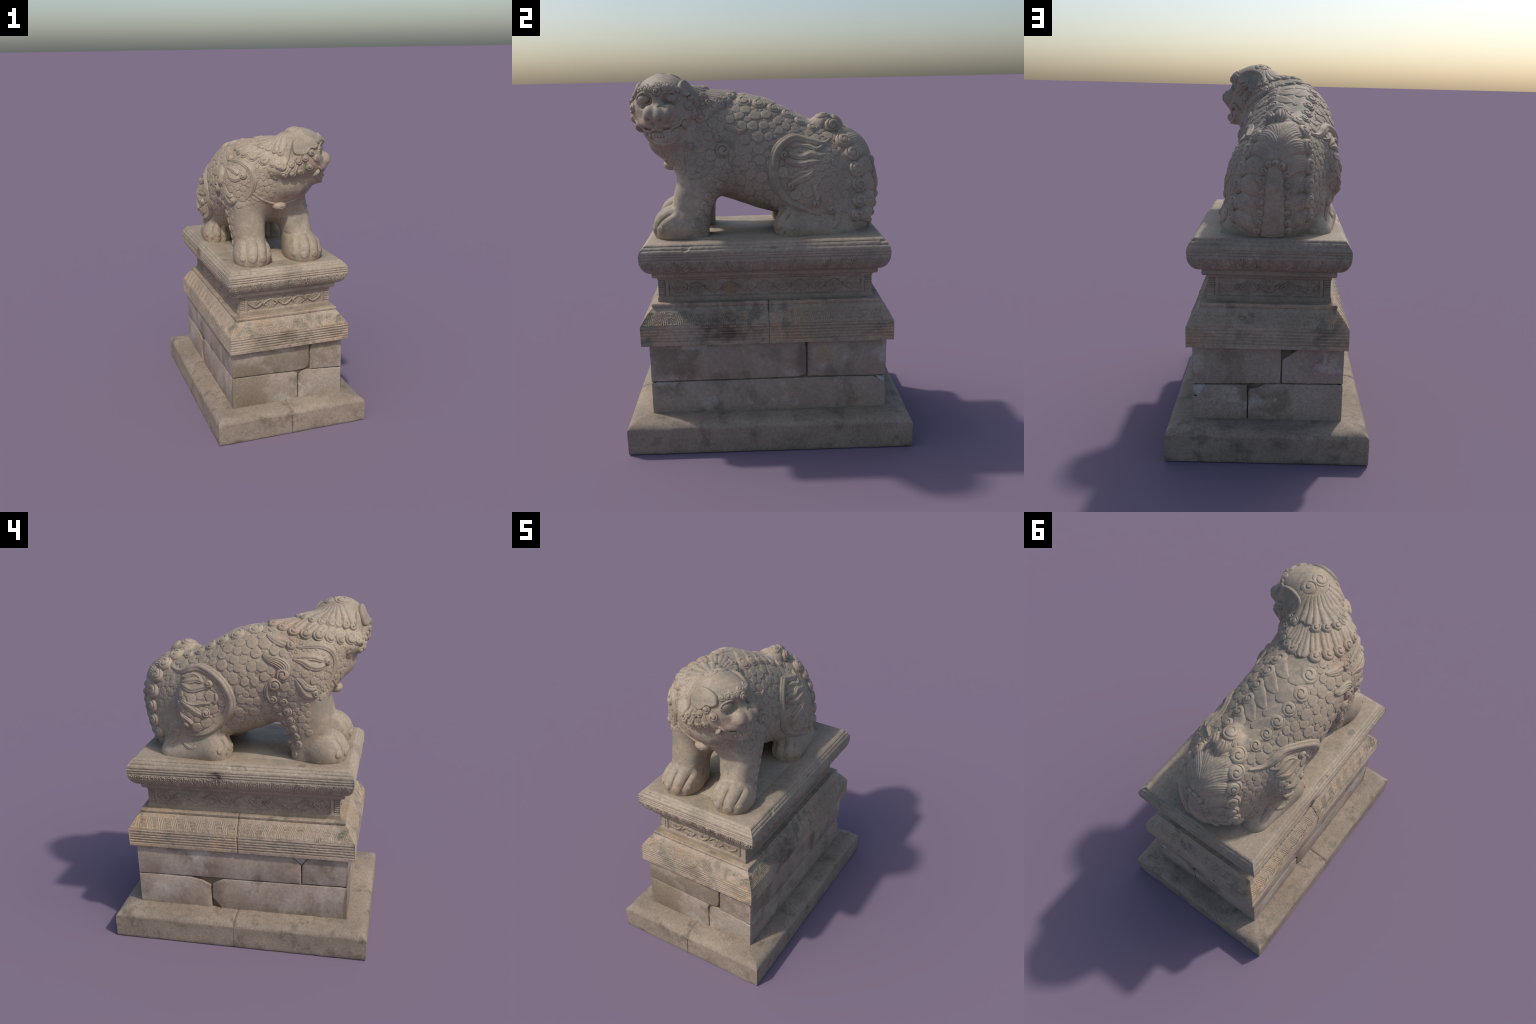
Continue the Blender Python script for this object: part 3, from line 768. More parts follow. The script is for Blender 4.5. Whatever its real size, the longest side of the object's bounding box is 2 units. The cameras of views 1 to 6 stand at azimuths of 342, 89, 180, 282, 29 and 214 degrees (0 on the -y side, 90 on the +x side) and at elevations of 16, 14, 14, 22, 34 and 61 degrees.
def ribbon(path, width, height, strands=0, crown=3.0, round_start=True, round_end=True, rim=0.0, step=0.004, groove=0.30, across=None):
    """raised band along a path; width / height are half-width and relief at even stations"""
    C = spline(path, step)
    p, n = SKIN.snap(C)
    for _ in range(4):
        n[1:-1] = (n[:-2] + n[1:-1] + n[2:]) / 3
        n /= np.linalg.norm(n, axis=1, keepdims=True)
    t = np.gradient(p, axis=0); t -= n * (t * n).sum(1, keepdims=True); t /= np.maximum(np.linalg.norm(t, axis=1, keepdims=True), 1e-9)
    b = np.cross(n, t)
    m = len(C); s = np.linspace(0, 1, m)
    w = np.interp(s, np.linspace(0, 1, len(width)), width)
    h = np.interp(s, np.linspace(0, 1, len(height)), height)
    L = np.linalg.norm(np.diff(p, axis=0), axis=1).sum()
    for flag, d in ((round_start, s * L), (round_end, (1 - s) * L)):
        if flag:
            w = w * np.sqrt(np.clip(1 - (1 - np.clip(d / np.maximum(w, 1e-4), 0, 1)) ** 2, 0.0, 1))
            h = h * sm(-0.001, 0.006, d)
    v = ACROSS if across is None else across
    if strands > 1:
        v = np.unique(np.concatenate([v, np.linspace(-0.95, 0.95, strands * 6 + 1)]))
    P = p[:, None] + b[:, None] * (v[None, :, None] * w[:, None, None])
    G, N = SKIN.snap(P); G = G.reshape(P.shape); N = N.reshape(P.shape)
    prof = np.clip(1 - np.abs(v) ** crown, 0, 1) ** 0.75
    if rim: prof = prof * (1 - rim * (1 - sm(0.45, 0.75, np.abs(v))))
    H = h[:, None] * prof[None, :]
    if strands:
        H = H - h[:, None] * groove * (0.5 - 0.5 * np.cos(np.pi * strands * (v[None, :] + 1)))  ** 2 * (np.abs(v) < 0.93)[None, :]
    H[:, [0, -1]] = -0.006
    H[[0, -1]] = np.minimum(H[[0, -1]], -0.004)
    return (G + N * H[..., None]).reshape(-1, 3), grid_faces(m, len(v))

def curl(c, r, h, turns=1.6, hand=1, phase=0.0, rings=None, segs=None, depth=0.42, dome=4.0, squash=1.0, along=None):
    """a spiral boss"""
    rings = rings or max(8, int(r / 0.0023)); segs = segs or max(22, int(2 * np.pi * r / 0.0052))
    c0, n = SKIN.snap([c]); c0, n = c0[0], n[0]
    a = np.array(along if along is not None else (0.0, 0.3, 1.0), float)
    e1 = a - n * (a @ n); e1 /= np.linalg.norm(e1); e2 = np.cross(n, e1)
    rho = np.concatenate([np.linspace(0.04, 0.90, rings), [0.95, 0.985, 1.0]])
    th = np.linspace(0, 2 * np.pi, segs, endpoint=False)
    R, T = np.meshgrid(rho, th, indexing="ij")
    P = c0 + r * R[..., None] * (np.cos(T)[..., None] * e1 * squash + np.sin(T)[..., None] * e2)
    G, N = SKIN.snap(P); G = G.reshape(P.shape); N = N.reshape(P.shape)
    N = 0.5 * N + 0.5 * n; N /= np.linalg.norm(N, axis=-1, keepdims=True)
    arm = np.cos(hand * T + phase - 2 * np.pi * turns * R)
    H = h * (np.clip(1 - R ** dome, 0, 1) ** 0.6 * (1.0 + 0.15 * (1 - R)))
    H = H - h * depth * sm(0.25, 1.0, arm) * sm(0.10, 0.22, R) * (1 - sm(0.86, 0.95, R))
    H[-1] = -0.006
    V = (G + N * H[..., None]).reshape(-1, 3)
    k = len(rho)
    i, j = np.meshgrid(np.arange(k - 1), np.arange(segs), indexing="ij")
    j2 = (j + 1) % segs
    F = np.stack([i * segs + j, (i + 1) * segs + j, (i + 1) * segs + j2, i * segs + j2], -1).reshape(-1, 4)
    top = len(V); V = np.vstack([V, V[:segs].mean(0) + n * 0.0004])
    tri = [[top, jj, (jj + 1) % segs, (jj + 1) % segs] for jj in range(segs)]
    return V, F, [t[:3] for t in tri]

def patch(outline, h, edge=0.82, hollow=0.0):
    """a raised, rounded-edged plate with a given outline"""
    C = spline(outline, 0.004, closed=True)
    c = C.mean(0)
    rho = np.array([0.05, 0.2, 0.35, 0.5, 0.62, 0.72, 0.80, 0.86, 0.91, 0.95, 0.98, 1.0])
    P = c + (C - c)[None] * rho[:, None, None]
    G, N = SKIN.snap(P); G = G.reshape(P.shape); N = N.reshape(P.shape)
    H = h * (1 - sm(edge, 1.0, rho)) ** 0.6 - hollow * (1 - sm(0.45, 0.75, rho))
    H[-1] = -0.006
    V = (G + N * H[:, None, None]).reshape(-1, 3); segs = len(C)
    i, j = np.meshgrid(np.arange(len(rho) - 1), np.arange(segs), indexing="ij"); j2 = (j + 1) % segs
    F = np.stack([i * segs + j, (i + 1) * segs + j, (i + 1) * segs + j2, i * segs + j2], -1).reshape(-1, 4)
    top = len(V); V = np.vstack([V, V[:segs].mean(0)])
    return V, F, [[top, jj, (jj + 1) % segs] for jj in range(segs)]

class Carver:
    """collects what is carved and keeps account of the ground it covers"""
    def __init__(self, parent, mat):
        self.parent, self.mat, self.cover = parent, mat, []
    def add(self, name, pieces, parent=None, free=False, kind=None):
        V, F, k = [], [], 0
        for pc in pieces:
            v, f = pc[0], pc[1]
            V.append(v); F += [[a + k for a in q] for q in np.asarray(f).tolist()]
            if len(pc) > 2: F += [[a + k for a in q] for q in pc[2]]
            k += len(v)
        V = np.vstack(V)
        o = new_object(name, V, F, parent or self.parent, self.mat)
        bm = bmesh.new(); bm.from_mesh(o.data)
        bmesh.ops.recalc_face_normals(bm, faces=bm.faces)
        # open shells: make the majority look outwards
        out = 0.0
        fs = list(bm.faces)[:: max(1, len(bm.faces) // 25)]
        _, N = SKIN.snap([f.calc_center_median() for f in fs])
        out = sum(np.dot(f.normal, n) * f.calc_area() for f, n in zip(fs, N))
        if out < 0: bmesh.ops.reverse_faces(bm, faces=bm.faces)
        bm.to_mesh(o.data); bm.free()
        o.data.set_sharp_from_angle(angle=math.radians(62))
        if kind: o["kind"] = kind
        if not free: self.cover.append(V[::3])
        return o

    def lock(self, name, path, width, height, r=None, tip_h=None, hand=1, strands=4, turns=1.4, parent=None, phase=0.0, depth=0.42):
        """a lock of hair: a stranded band that ends in a curl"""
        P = np.array(path, float)
        t = P[-1] - P[-2]; t /= np.linalg.norm(t)
        pcs = [ribbon(path, width, height, strands=strands)]
        if r: pcs.append(curl(P[-1], r, tip_h or height[-1] * 1.25, turns, hand, phase, along=t, depth=depth))
        return self.add(name, pcs, parent)
def mirrored(p):
    """the same place on the other side of the face"""
    d = np.asarray(p, float) - HEAD_O
    return np.asarray(p, float) - 2 * (d @ FACE_L) * FACE_L + 0.004 * FACE_L

def seg_dist(V, path):
    P = np.array(path, float); best = np.full(len(V), 9.0)
    for a, b in zip(P[:-1], P[1:]):
        ab = b - a; t = np.clip(((V - a) @ ab) / (ab @ ab), 0, 1)
        best = np.minimum(best, np.linalg.norm(V - a - t[:, None] * ab, axis=1))
    return best

# ---- places read on the body ------------------------------------------------
TOE_GROOVES = [
    [(-0.246, -0.530, 1.285), (-0.252, -0.566, 1.25), (-0.258, -0.585, 1.21), (-0.255, -0.60, 1.14)],
    [(-0.167, -0.545, 1.295), (-0.172, -0.590, 1.25), (-0.182, -0.615, 1.19), (-0.187, -0.615, 1.14)],
    [(-0.092, -0.510, 1.275), (-0.100, -0.555, 1.245), (-0.110, -0.590, 1.20), (-0.112, -0.600, 1.14)],
    [(0.112, -0.530, 1.285), (0.104, -0.566, 1.25), (0.096, -0.590, 1.20), (0.096, -0.60, 1.14)],
    [(0.187, -0.540, 1.295), (0.184, -0.585, 1.25), (0.178, -0.610, 1.19), (0.176, -0.610, 1.14)],
    [(0.260, -0.500, 1.275), (0.258, -0.545, 1.245), (0.250, -0.585, 1.20), (0.246, -0.60, 1.14)],
    [(-0.290, 0.110, 1.265), (-0.296, 0.080, 1.22), (-0.303, 0.070, 1.14)], [(-0.230, 0.095, 1.27), (-0.235, 0.062, 1.22), (-0.240, 0.055, 1.14)],
    [(-0.185, 0.110, 1.26), (-0.182, 0.080, 1.22), (-0.182, 0.075, 1.14)],
    [(0.195, 0.105, 1.27), (0.206, 0.070, 1.22), (0.217, 0.057, 1.14)], [(0.250, 0.140, 1.265), (0.265, 0.112, 1.22), (0.276, 0.105, 1.14)],
    [(0.140, 0.110, 1.26), (0.136, 0.075, 1.22), (0.136, 0.070, 1.14)]]
CLAWS = [((-0.276, -0.574, 1.182), 0.021), ((-0.221, -0.612, 1.180), 0.025), ((-0.147, -0.614, 1.178), 0.025), ((-0.084, -0.572, 1.187), 0.018),
         ((0.072, -0.572, 1.180), 0.018), ((0.134, -0.608, 1.175), 0.025), ((0.214, -0.608, 1.174), 0.025), ((0.277, -0.568, 1.182), 0.020),
         ((-0.330, 0.098, 1.190), 0.018), ((-0.269, 0.058, 1.192), 0.021), ((-0.209, 0.060, 1.186), 0.020),
         ((0.176, 0.052, 1.174), 0.021), ((0.248, 0.074, 1.182), 0.021), ((0.293, 0.138, 1.182), 0.018)]
CREASES = [  # path, depth, half width
    ([(0.275, -0.574, 1.834), (0.245, -0.594, 1.840), (0.232, -0.614, 1.834), (0.228, -0.628, 1.812), (0.228, -0.632, 1.786), (0.246, -0.624, 1.762)], 0.007, 0.0055),
    ([(0.306, -0.532, 1.832), (0.300, -0.516, 1.838), (0.308, -0.494, 1.833), (0.324, -0.470, 1.814), (0.326, -0.464, 1.788), (0.322, -0.478, 1.764)], 0.007, 0.0055),
    ([(-0.290, -0.44, 1.288), (-0.245, -0.53, 1.300), (-0.180, -0.555, 1.304), (-0.115, -0.535, 1.300), (-0.07, -0.46, 1.29)], 0.004, 0.012),
    ([(0.06, -0.44, 1.292), (0.105, -0.53, 1.303), (0.165, -0.553, 1.306), (0.23, -0.53, 1.302), (0.275, -0.44, 1.29)], 0.004, 0.012),
    # ends of the smooth shins, where the scaled outer leg begins
    ([(0.06, -0.35, 1.42), (0.055, -0.42, 1.39), (0.075, -0.445, 1.345), (0.065, -0.43, 1.30)], 0.004, 0.005),
    ([(-0.069, -0.38, 1.41), (-0.066, -0.42, 1.37), (-0.075, -0.41, 1.33)], 0.003, 0.005)]
TAIL_CURLS_R = [(-0.118, 0.398, 1.713), (-0.150, 0.458, 1.656), (-0.173, 0.508, 1.590), (-0.181, 0.536, 1.494), (-0.180, 0.549, 1.402), (-0.184, 0.540, 1.318), (-0.195, 0.518, 1.235)]
TAIL_CURLS_L = [(0.040, 0.398, 1.702), (0.102, 0.450, 1.640), (0.134, 0.494, 1.566), (0.160, 0.514, 1.475), (0.176, 0.524, 1.391), (0.182, 0.517, 1.307), (0.190, 0.500, 1.227)]
BACK_CURLS_R = [(-0.174, -0.118, 1.865), (-0.194, -0.021, 1.834), (-0.190, 0.065, 1.807), (-0.176, 0.140, 1.774), (-0.164, 0.209, 1.740), (-0.150, 0.279, 1.710)]
BACK_CURLS_L = [(0.006, -0.122, 1.852), (0.006, -0.040, 1.832), (0.010, 0.040, 1.806), (0.012, 0.117, 1.778), (0.024, 0.188, 1.742), (0.040, 0.254, 1.706)]
SPINE = [(-0.103, -0.13, 1.88), (-0.108, -0.03, 1.858), (-0.108, 0.05, 1.832), (-0.10, 0.13, 1.795), (-0.085, 0.20, 1.762), (-0.068, 0.27, 1.735), (-0.05, 0.33, 1.72)]
MANE_1 = [(0.150, -0.345, 1.83), (0.115, -0.322, 1.862), (0.075, -0.300, 1.880), (0.028, -0.296, 1.902), (-0.022, -0.292, 1.915), (-0.068, -0.302, 1.920), (-0.114, -0.338, 1.920), (-0.146, -0.392, 1.908),
          (-0.146, -0.447, 1.895), (-0.124, -0.493, 1.884), (-0.090, -0.530, 1.871), (-0.056, -0.570, 1.858), (-0.026, -0.608, 1.846)]
MANE_2 = [(0.140, -0.292, 1.790), (0.108, -0.258, 1.815), (0.068, -0.220, 1.834), (0.022, -0.188, 1.853), (-0.030, -0.165, 1.870), (-0.098, -0.128, 1.882), (-0.152, -0.180, 1.882), (-0.192, -0.240, 1.876),
          (-0.222, -0.303, 1.864), (-0.234, -0.370, 1.854), (-0.225, -0.440, 1.844), (-0.184, -0.498, 1.826), (-0.130, -0.562, 1.810), (-0.082, -0.610, 1.797), (-0.052, -0.642, 1.782)]
CROWN_C = (0.085, -0.510, 1.985)
EAR = [(0.037, -0.638, 1.905), (0.068, -0.630, 1.942), (0.129, -0.632, 1.950), (0.184, -0.636, 1.925), (0.196, -0.649, 1.884), (0.172, -0.663, 1.868), (0.145, -0.668, 1.872),
       (0.120, -0.674, 1.844), (0.079, -0.671, 1.836), (0.039, -0.658, 1.849)]
CHEEK_1 = [(0.018, -0.672, 1.785), (0.064, -0.683, 1.803), (0.106, -0.683, 1.822), (0.145, -0.676, 1.853)]
CHEEK_2 = [(-0.019, -0.652, 1.724), (0.030, -0.665, 1.730), (0.081, -0.671, 1.740), (0.135, -0.675, 1.772), (0.176, -0.669, 1.820)]
LIP = [(0.202, -0.663, 1.763), (0.225, -0.650, 1.742), (0.235, -0.630, 1.721), (0.250, -0.603, 1.708), (0.270, -0.574, 1.710), (0.283, -0.551, 1.723), (0.280, -0.530, 1.711),
       (0.278, -0.503, 1.708), (0.274, -0.475, 1.718), (0.268, -0.448, 1.740), (0.258, -0.425, 1.765), (0.246, -0.411, 1.772), (0.236, -0.397, 1.760)]

def carve_body(V, N):
    """grooves and creases cut into the skin itself"""
    d = np.zeros(len(V))
    low = V[:, 2] < 1.34
    for g in TOE_GROOVES:
        dist = seg_dist(V[low], spline(g, 0.01))
        d[low] -= 0.0085 * np.exp(-(dist / 0.0045) ** 2) + 0.004 * np.exp(-(dist / 0.013) ** 2) - 0.003 * np.exp(-((dist - 0.030) / 0.014) ** 2)
    for path, depth, w in CREASES:
        near = seg_dist(V, spline(path, 0.01))
        d -= depth * np.exp(-(near / w) ** 2)
    for p in ((0.312, -0.592, 1.757), (0.332, -0.524, 1.755)):
        d -= 0.024 * np.exp(-((V - np.array(p)) ** 2).sum(1) / 0.013 ** 2)
    # hand-cut unevenness of the old stone
    d += 0.0012 * vnoise(V, 22, 4) + 0.0003 * fnoise(V, 70, 8, 2)
    # long strands of hair sweeping over the tail
    tail = sm(0.30, 0.40, V[:, 1]) * (1 - sm(0.15, 0.20, np.abs(V[:, 0] + 0.02 - 0.04 * (V[:, 1] - 0.4))))
    arc = np.arctan2(V[:, 2] - 1.30, V[:, 1] - 0.20)
    flow = np.abs(V[:, 0]) * 60 - arc * 26
    d += 0.0011 * np.cos(flow * 2.0 + 1.5 * vnoise(V, 9, 61)) * tail
    return d

def build_lion(M):
    global SKIN
    mat = M["lion"]
    root = empty("guardian_beast")
    root.location = (0, 0, TOP_Z)
    root["label"] = "seated carved stone guardian beast with scales, curled mane and flames"
    root["category"] = "stone statue"
    V, Q = surface_nets(body_field, (-0.46, -0.78, 1.10), (0.42, 0.70, 2.05), H_GRID)
    # finer skin: one round of smoothing subdivision
    me = bpy.data.meshes.new("skin"); me.from_pydata(V.tolist(), [], Q.tolist())
    ob = bpy.data.objects.new("skin", me); bpy.context.collection.objects.link(ob)
    md = ob.modifiers.new("smooth", "SMOOTH"); md.factor = 0.5; md.iterations = 3
    V0 = np.empty(len(me.vertices) * 3, np.float32)
    dg = bpy.context.evaluated_depsgraph_get(); dg.update()
    ob.evaluated_get(dg).data.vertices.foreach_get("co", V0)
    SKIN = Skin(V0.reshape(-1, 3).astype(float), Q)
    md = ob.modifiers.new("fine", "SUBSURF"); md.levels = md.render_levels = 1
    dg.update(); ev = ob.evaluated_get(dg).data
    n = len(ev.vertices); FV = np.empty(n * 3, np.float32); ev.vertices.foreach_get("co", FV); FV = FV.reshape(-1, 3).astype(float)
    FQ = np.empty(len(ev.loops), np.int32); ev.loops.foreach_get("vertex_index", FQ); FQ = FQ.reshape(-1, 4)
    bpy.data.objects.remove(ob); bpy.data.meshes.remove(me)
    FN = vertex_normals(FV, FQ)
    FV = FV + FN * carve_body(FV, FN)[:, None]
    FN = vertex_normals(FV, FQ)
    # --- split by region; all pieces keep the whole body's normals
    C = FV[FQ].mean(1); x, y, z = C.T
    hl = (C - HEAD_O) @ np.stack([FACE_F, FACE_L, FACE_U], 1)
    head = ((hl[:, 0] > -0.045 + 0.35 * (hl[:, 2] < -0.02) * np.clip(-hl[:, 2], 0, 1)) & (hl[:, 2] > -0.185) & (y < -0.33) & (x > 0.015)) & (np.abs(hl[:, 1]) < 0.19)
    tail = (y > 0.36) & (np.abs(x + 0.035 * np.clip((0.6 - y) / 0.25, 0, 1)) < 0.165 + 0.02 * (z < 1.5)) & (z > 1.10) & (y + 0.55 * np.abs(x) > 0.52 - 0.25 * np.clip(z - 1.62, 0, 1))
    bx = np.where(x < -0.02, (x + 0.02), x - 0.04)
    fore = (z < 1.47 + 0.28 * sm(0.12, 0.22, np.abs(x + 0.02))) & (y < -0.13 - 0.25 * np.clip(1.5 - z, 0, 1) * (z < 1.5) * 0.5) & (np.abs(bx) > 0.035)
    hind = (((y - 0.25) / 0.245) ** 2 + ((z - 1.44) / 0.245) ** 2 < 1) | ((z < 1.30) & (y > 0.0) & (y < 0.44))
    hind &= ((x < -0.15) | (x > 0.075))
    lab = np.zeros(len(C), int)
    lab[hind & (x < 0)] = 3; lab[hind & (x > 0)] = 4
    lab[fore & (bx < 0)] = 1; lab[fore & (bx > 0)] = 2
    lab[tail] = 5; lab[head] = 6
    parts = {}
    for k, nm in ((0, "torso"), (1, "forelimb"), (2, "forelimb"), (3, "hindlimb"), (4, "hindlimb"), (5, "tail"), (6, "head")):
        q = FQ[lab == k]
        used, inv = np.unique(q, return_inverse=True)
        o = new_object(nm, FV[used], inv.reshape(-1, 4), root, mat)
        o.data.normals_split_custom_set_from_vertices(FN[used].tolist())
        o.matrix_parent_inverse = Matrix.Translation((0, 0, -TOP_Z))
        parts[k] = o
    torso, forR, forL, hinR, hinL, tailO, headO = (parts[k] for k in range(7))
    A = Carver(torso, mat)

    # --- mane: two tiers of locks fanning out from the crown
    cc = np.array(CROWN_C)
    def between(a, b, t): return np.array(a) + (np.array(b) - np.array(a)) * t
    m1 = spline(MANE_1, 0.002)
    for i, tip in enumerate(MANE_2):
        tip = np.array(tip)
        near = m1[np.argmin(np.linalg.norm(m1 - between(tip, cc, 0.45), axis=1))]
        start = between(near, cc, 0.12); mid = between(start, tip, 0.5) + (0, 0, 0.01)
        stop = between(tip, start, 0.07)
        hand = 1 if i > 5 else -1
        ww = 0.034 if i != 5 else 0.040
        A.lock("mane_lock", [start, mid, stop], [0.024, 0.032, ww * 1.12, ww * 1.12], [0.004, 0.008, 0.013, 0.0145], r=(0.036 if i != 5 else None), tip_h=0.0155, hand=hand, strands=3, depth=0.36, parent=torso, phase=0.6 * i)
    for i, tip in enumerate(MANE_1):
        tip = np.array(tip)
        d = tip - cc; start = cc + d * (0.070 / np.linalg.norm(d)); stop = between(tip, start, 0.09)
        hand = 1 if i > 4 else -1
        plain = i in (3, 4)
        A.lock("mane_lock", [start, between(start, stop, 0.5) + (0, 0, 0.006), stop], [0.017, 0.026, 0.034, 0.034], [0.004, 0.010, 0.016, 0.017], r=None if plain else 0.030, tip_h=0.0180, hand=hand, strands=2, depth=0.36, parent=headO, phase=0.7 * i)
    # crown: a smooth cap whose rear edge rolls into two scrolls
    A.add("crown_scroll", [curl((0.076, -0.536, 1.98), 0.044, 0.006, 1.3, 1, 0.4, depth=0.9, dome=7, along=(-1, 0, 0))], headO)
    A.add("crown_scroll", [curl((0.092, -0.466, 1.975), 0.044, 0.006, 1.3, -1, 0.4, depth=0.9, dome=7, along=(-1, 0, 0))], headO)

    # --- face
    E = np.array((0.10, -0.662, 1.885))
    for side in (0, 1):
        f = (lambda p: np.array(p, float)) if side == 0 else mirrored
        hand = 1 if side == 0 else -1
        for i, tip in enumerate(CHEEK_2):
            t = f(tip); s = between(t, f(E), 0.55)
            A.lock("cheek_lock", [s, between(s, t, 0.55), t], [0.018, 0.022, 0.023], [0.005, 0.011, 0.013], r=0.027, tip_h=0.015, hand=hand, strands=3, turns=1.2, parent=headO, phase=i)
        for i, tip in enumerate(CHEEK_1):
            t = f(tip); s = between(t, f(E), 0.62)
            A.lock("cheek_lock", [s, between(s, t, 0.55), t], [0.014, 0.019, 0.020], [0.006, 0.014, 0.017], r=0.024, tip_h=0.020, hand=hand, strands=2, turns=1.2, parent=headO, phase=i + 0.5)
        A.lock("cheek_lock", [f((0.040, -0.622, 1.925)), f((0.005, -0.640, 1.868)), f((-0.015, -0.648, 1.815)), f((-0.028, -0.652, 1.772))], [0.012, 0.021, 0.023, 0.022], [0.006, 0.013, 0.015, 0.015], r=0.027, tip_h=0.018, hand=hand, strands=1, turns=1.2, parent=headO)
        ear = [f(p) for p in EAR]
        if side:
            m_ = np.mean(ear, axis=0); ear = [m_ + (q - m_) * 1.12 for q in ear]
        A.add("ear", [patch(ear, 0.015, 0.84, hollow=0.004 if side == 0 else 0.010)], headO)
    # brows: rows of tight little curls about a whorl
    br = [(0.205, -0.628, 1.915), (0.226, -0.612, 1.925), (0.246, -0.594, 1.922), (0.259, -0.574, 1.922), (0.264, -0.556, 1.932), (0.266, -0.524, 1.935), (0.262, -0.504, 1.925), (0.258, -0.482, 1.926), (0.250, -0.460, 1.922), (0.238, -0.440, 1.912)]
    for i, p in enumerate(br):
        A.add("brow_curl", [curl(p, 0.0205, 0.009, 1.1, 1 if i < 5 else -1, i)], headO)
    for i, p in enumerate([(0.245, -0.606, 1.944), (0.262, -0.540, 1.950), (0.252, -0.480, 1.946)]):
        A.add("brow_curl", [curl(p, 0.020, 0.007, 1.0, 1, i)], headO)
    A.add("brow_curl", [curl((0.272, -0.541, 1.906), 0.026, 0.016, 1.8, 1)], headO)
    # eyes: heavy almonds under the brow
    for p, s in (((0.214, -0.612, 1.870), -1), ((0.236, -0.470, 1.872), 1)):
        bm = bmesh.new(); bmesh.ops.create_uvsphere(bm, u_segments=32, v_segments=20, radius=1.0)
        c = np.array(p) + 0.002 * FACE_F
        out = FACE_F + 0.28 * s * FACE_L; out /= np.linalg.norm(out); lat = np.cross(FACE_U, out)
        for v in bm.verts:
            a, b, u = v.co
            q = c + out * a * 0.027 + lat * b * 0.040 + FACE_U * (u * 0.0285 * (1 - 0.25 * b * b) - 0.006 * b * s * 0.5)
            v.co = q
        me = bpy.data.meshes.new("eye"); bm.to_mesh(me); bm.free()
        me.polygons.foreach_set("use_smooth", np.ones(len(me.polygons), bool)); me.materials.append(mat)
        o = bpy.data.objects.new("eye", me); bpy.context.collection.objects.link(o); o.parent = headO
    for lid in ([(0.203, -0.650, 1.862), (0.217, -0.636, 1.890), (0.241, -0.609, 1.904), (0.247, -0.586, 1.894), (0.236, -0.570, 1.871), (0.231, -0.579, 1.850), (0.222, -0.609, 1.841), (0.216, -0.638, 1.848), (0.203, -0.650, 1.862)],
                [(0.250, -0.508, 1.867), (0.252, -0.495, 1.893), (0.258, -0.469, 1.905), (0.248, -0.444, 1.889), (0.246, -0.429, 1.865), (0.247, -0.446, 1.850), (0.245, -0.476, 1.845), (0.247, -0.499, 1.852), (0.250, -0.508, 1.867)]):
        A.add("eyelid", [ribbon(lid, [0.006, 0.0065, 0.006], [0.006, 0.007, 0.006], crown=2, round_start=False, round_end=False)], headO)
    # lips, tusks and teeth
    A.add("lip", [ribbon(LIP, [0.005, 0.008, 0.009, 0.009, 0.010, 0.010, 0.010, 0.009, 0.009, 0.008, 0.005], [0.006, 0.010, 0.011, 0.011, 0.011, 0.011, 0.011, 0.011, 0.010, 0.006], crown=2.2)], headO)
    A.add("fang", [ribbon([(0.262, -0.424, 1.757), (0.244, -0.408, 1.738), (0.222, -0.398, 1.712), (0.213, -0.394, 1.700)], [0.013, 0.014, 0.010, 0.002], [0.016, 0.019, 0.015, 0.004], crown=2.0)], headO)
    A.add("fang", [ribbon([(0.214, -0.656, 1.738), (0.196, -0.654, 1.724), (0.168, -0.640, 1.703), (0.155, -0.634, 1.695)], [0.013, 0.014, 0.010, 0.002], [0.016, 0.019, 0.015, 0.004], crown=2.0)], headO)
    for p in ((0.286, -0.570, 1.684), (0.292, -0.554, 1.683), (0.296, -0.538, 1.683), (0.296, -0.521, 1.684)):
        p = np.array(p)
        A.add("tooth", [ribbon([p + (0, 0, 0.013), p, p - (0, 0, 0.011)], [0.007, 0.0078, 0.007], [0.007, 0.009, 0.006], crown=6, step=0.003)], headO)
    for p, q in (((0.268, -0.594, 1.692), (0.262, -0.588, 1.655)), ((0.288, -0.500, 1.690), (0.284, -0.504, 1.650)), ((0.274, -0.470, 1.705), (0.262, -0.470, 1.675)), ((0.252, -0.620, 1.705), (0.245, -0.612, 1.675))):
        A.add("fang", [ribbon([p, between(p, q, 0.5), q], [0.010, 0.008, 0.001], [0.010, 0.010, 0.003], crown=2.0, step=0.003)], headO)
    A.add("lip", [ribbon([(0.200, -0.636, 1.700), (0.238, -0.612, 1.664), (0.262, -0.580, 1.646), (0.276, -0.545, 1.641), (0.274, -0.505, 1.646), (0.260, -0.465, 1.664), (0.236, -0.425, 1.704)], [0.004, 0.007, 0.009, 0.010, 0.009, 0.007, 0.004], [0.003, 0.005, 0.006, 0.006, 0.006, 0.005, 0.003], crown=2)], headO)

    # --- collar and its bell
    A.add("collar", [ribbon([(-0.195, -0.52, 1.60), (-0.165, -0.535, 1.575), (-0.125, -0.54, 1.545), (-0.06, -0.538, 1.516), (0.0, -0.535, 1.506), (0.05, -0.535, 1.516), (0.10, -0.53, 1.540), (0.15, -0.50, 1.58)], [0.007, 0.009, 0.010, 0.010, 0.009, 0.007], [0.004, 0.006, 0.007, 0.007, 0.006, 0.004], crown=2)], torso)
    bm = bmesh.new(); bmesh.ops.create_uvsphere(bm, u_segments=40, v_segments=28, radius=1.0)
    for v in bm.verts:
        a, b, u = v.co
        g = 1 - 0.06 * np.exp(-((b + 0.25 * u) / 0.07) ** 2) * 0 - 0.07 * np.exp(-((u + 0.15) / 0.06) ** 2) - 0.05 * np.exp(-((u - 0.18) / 0.05) ** 2)
        hole = 0.30 * np.exp(-((a - 0.12) ** 2 + (u + 0.30) ** 2) / 0.012) * (b < 0)
        v.co = np.array((-0.006, -0.516, 1.502)) + np.array((a * 0.048, b * 0.042 * (1 - hole), u * 0.030)) * g
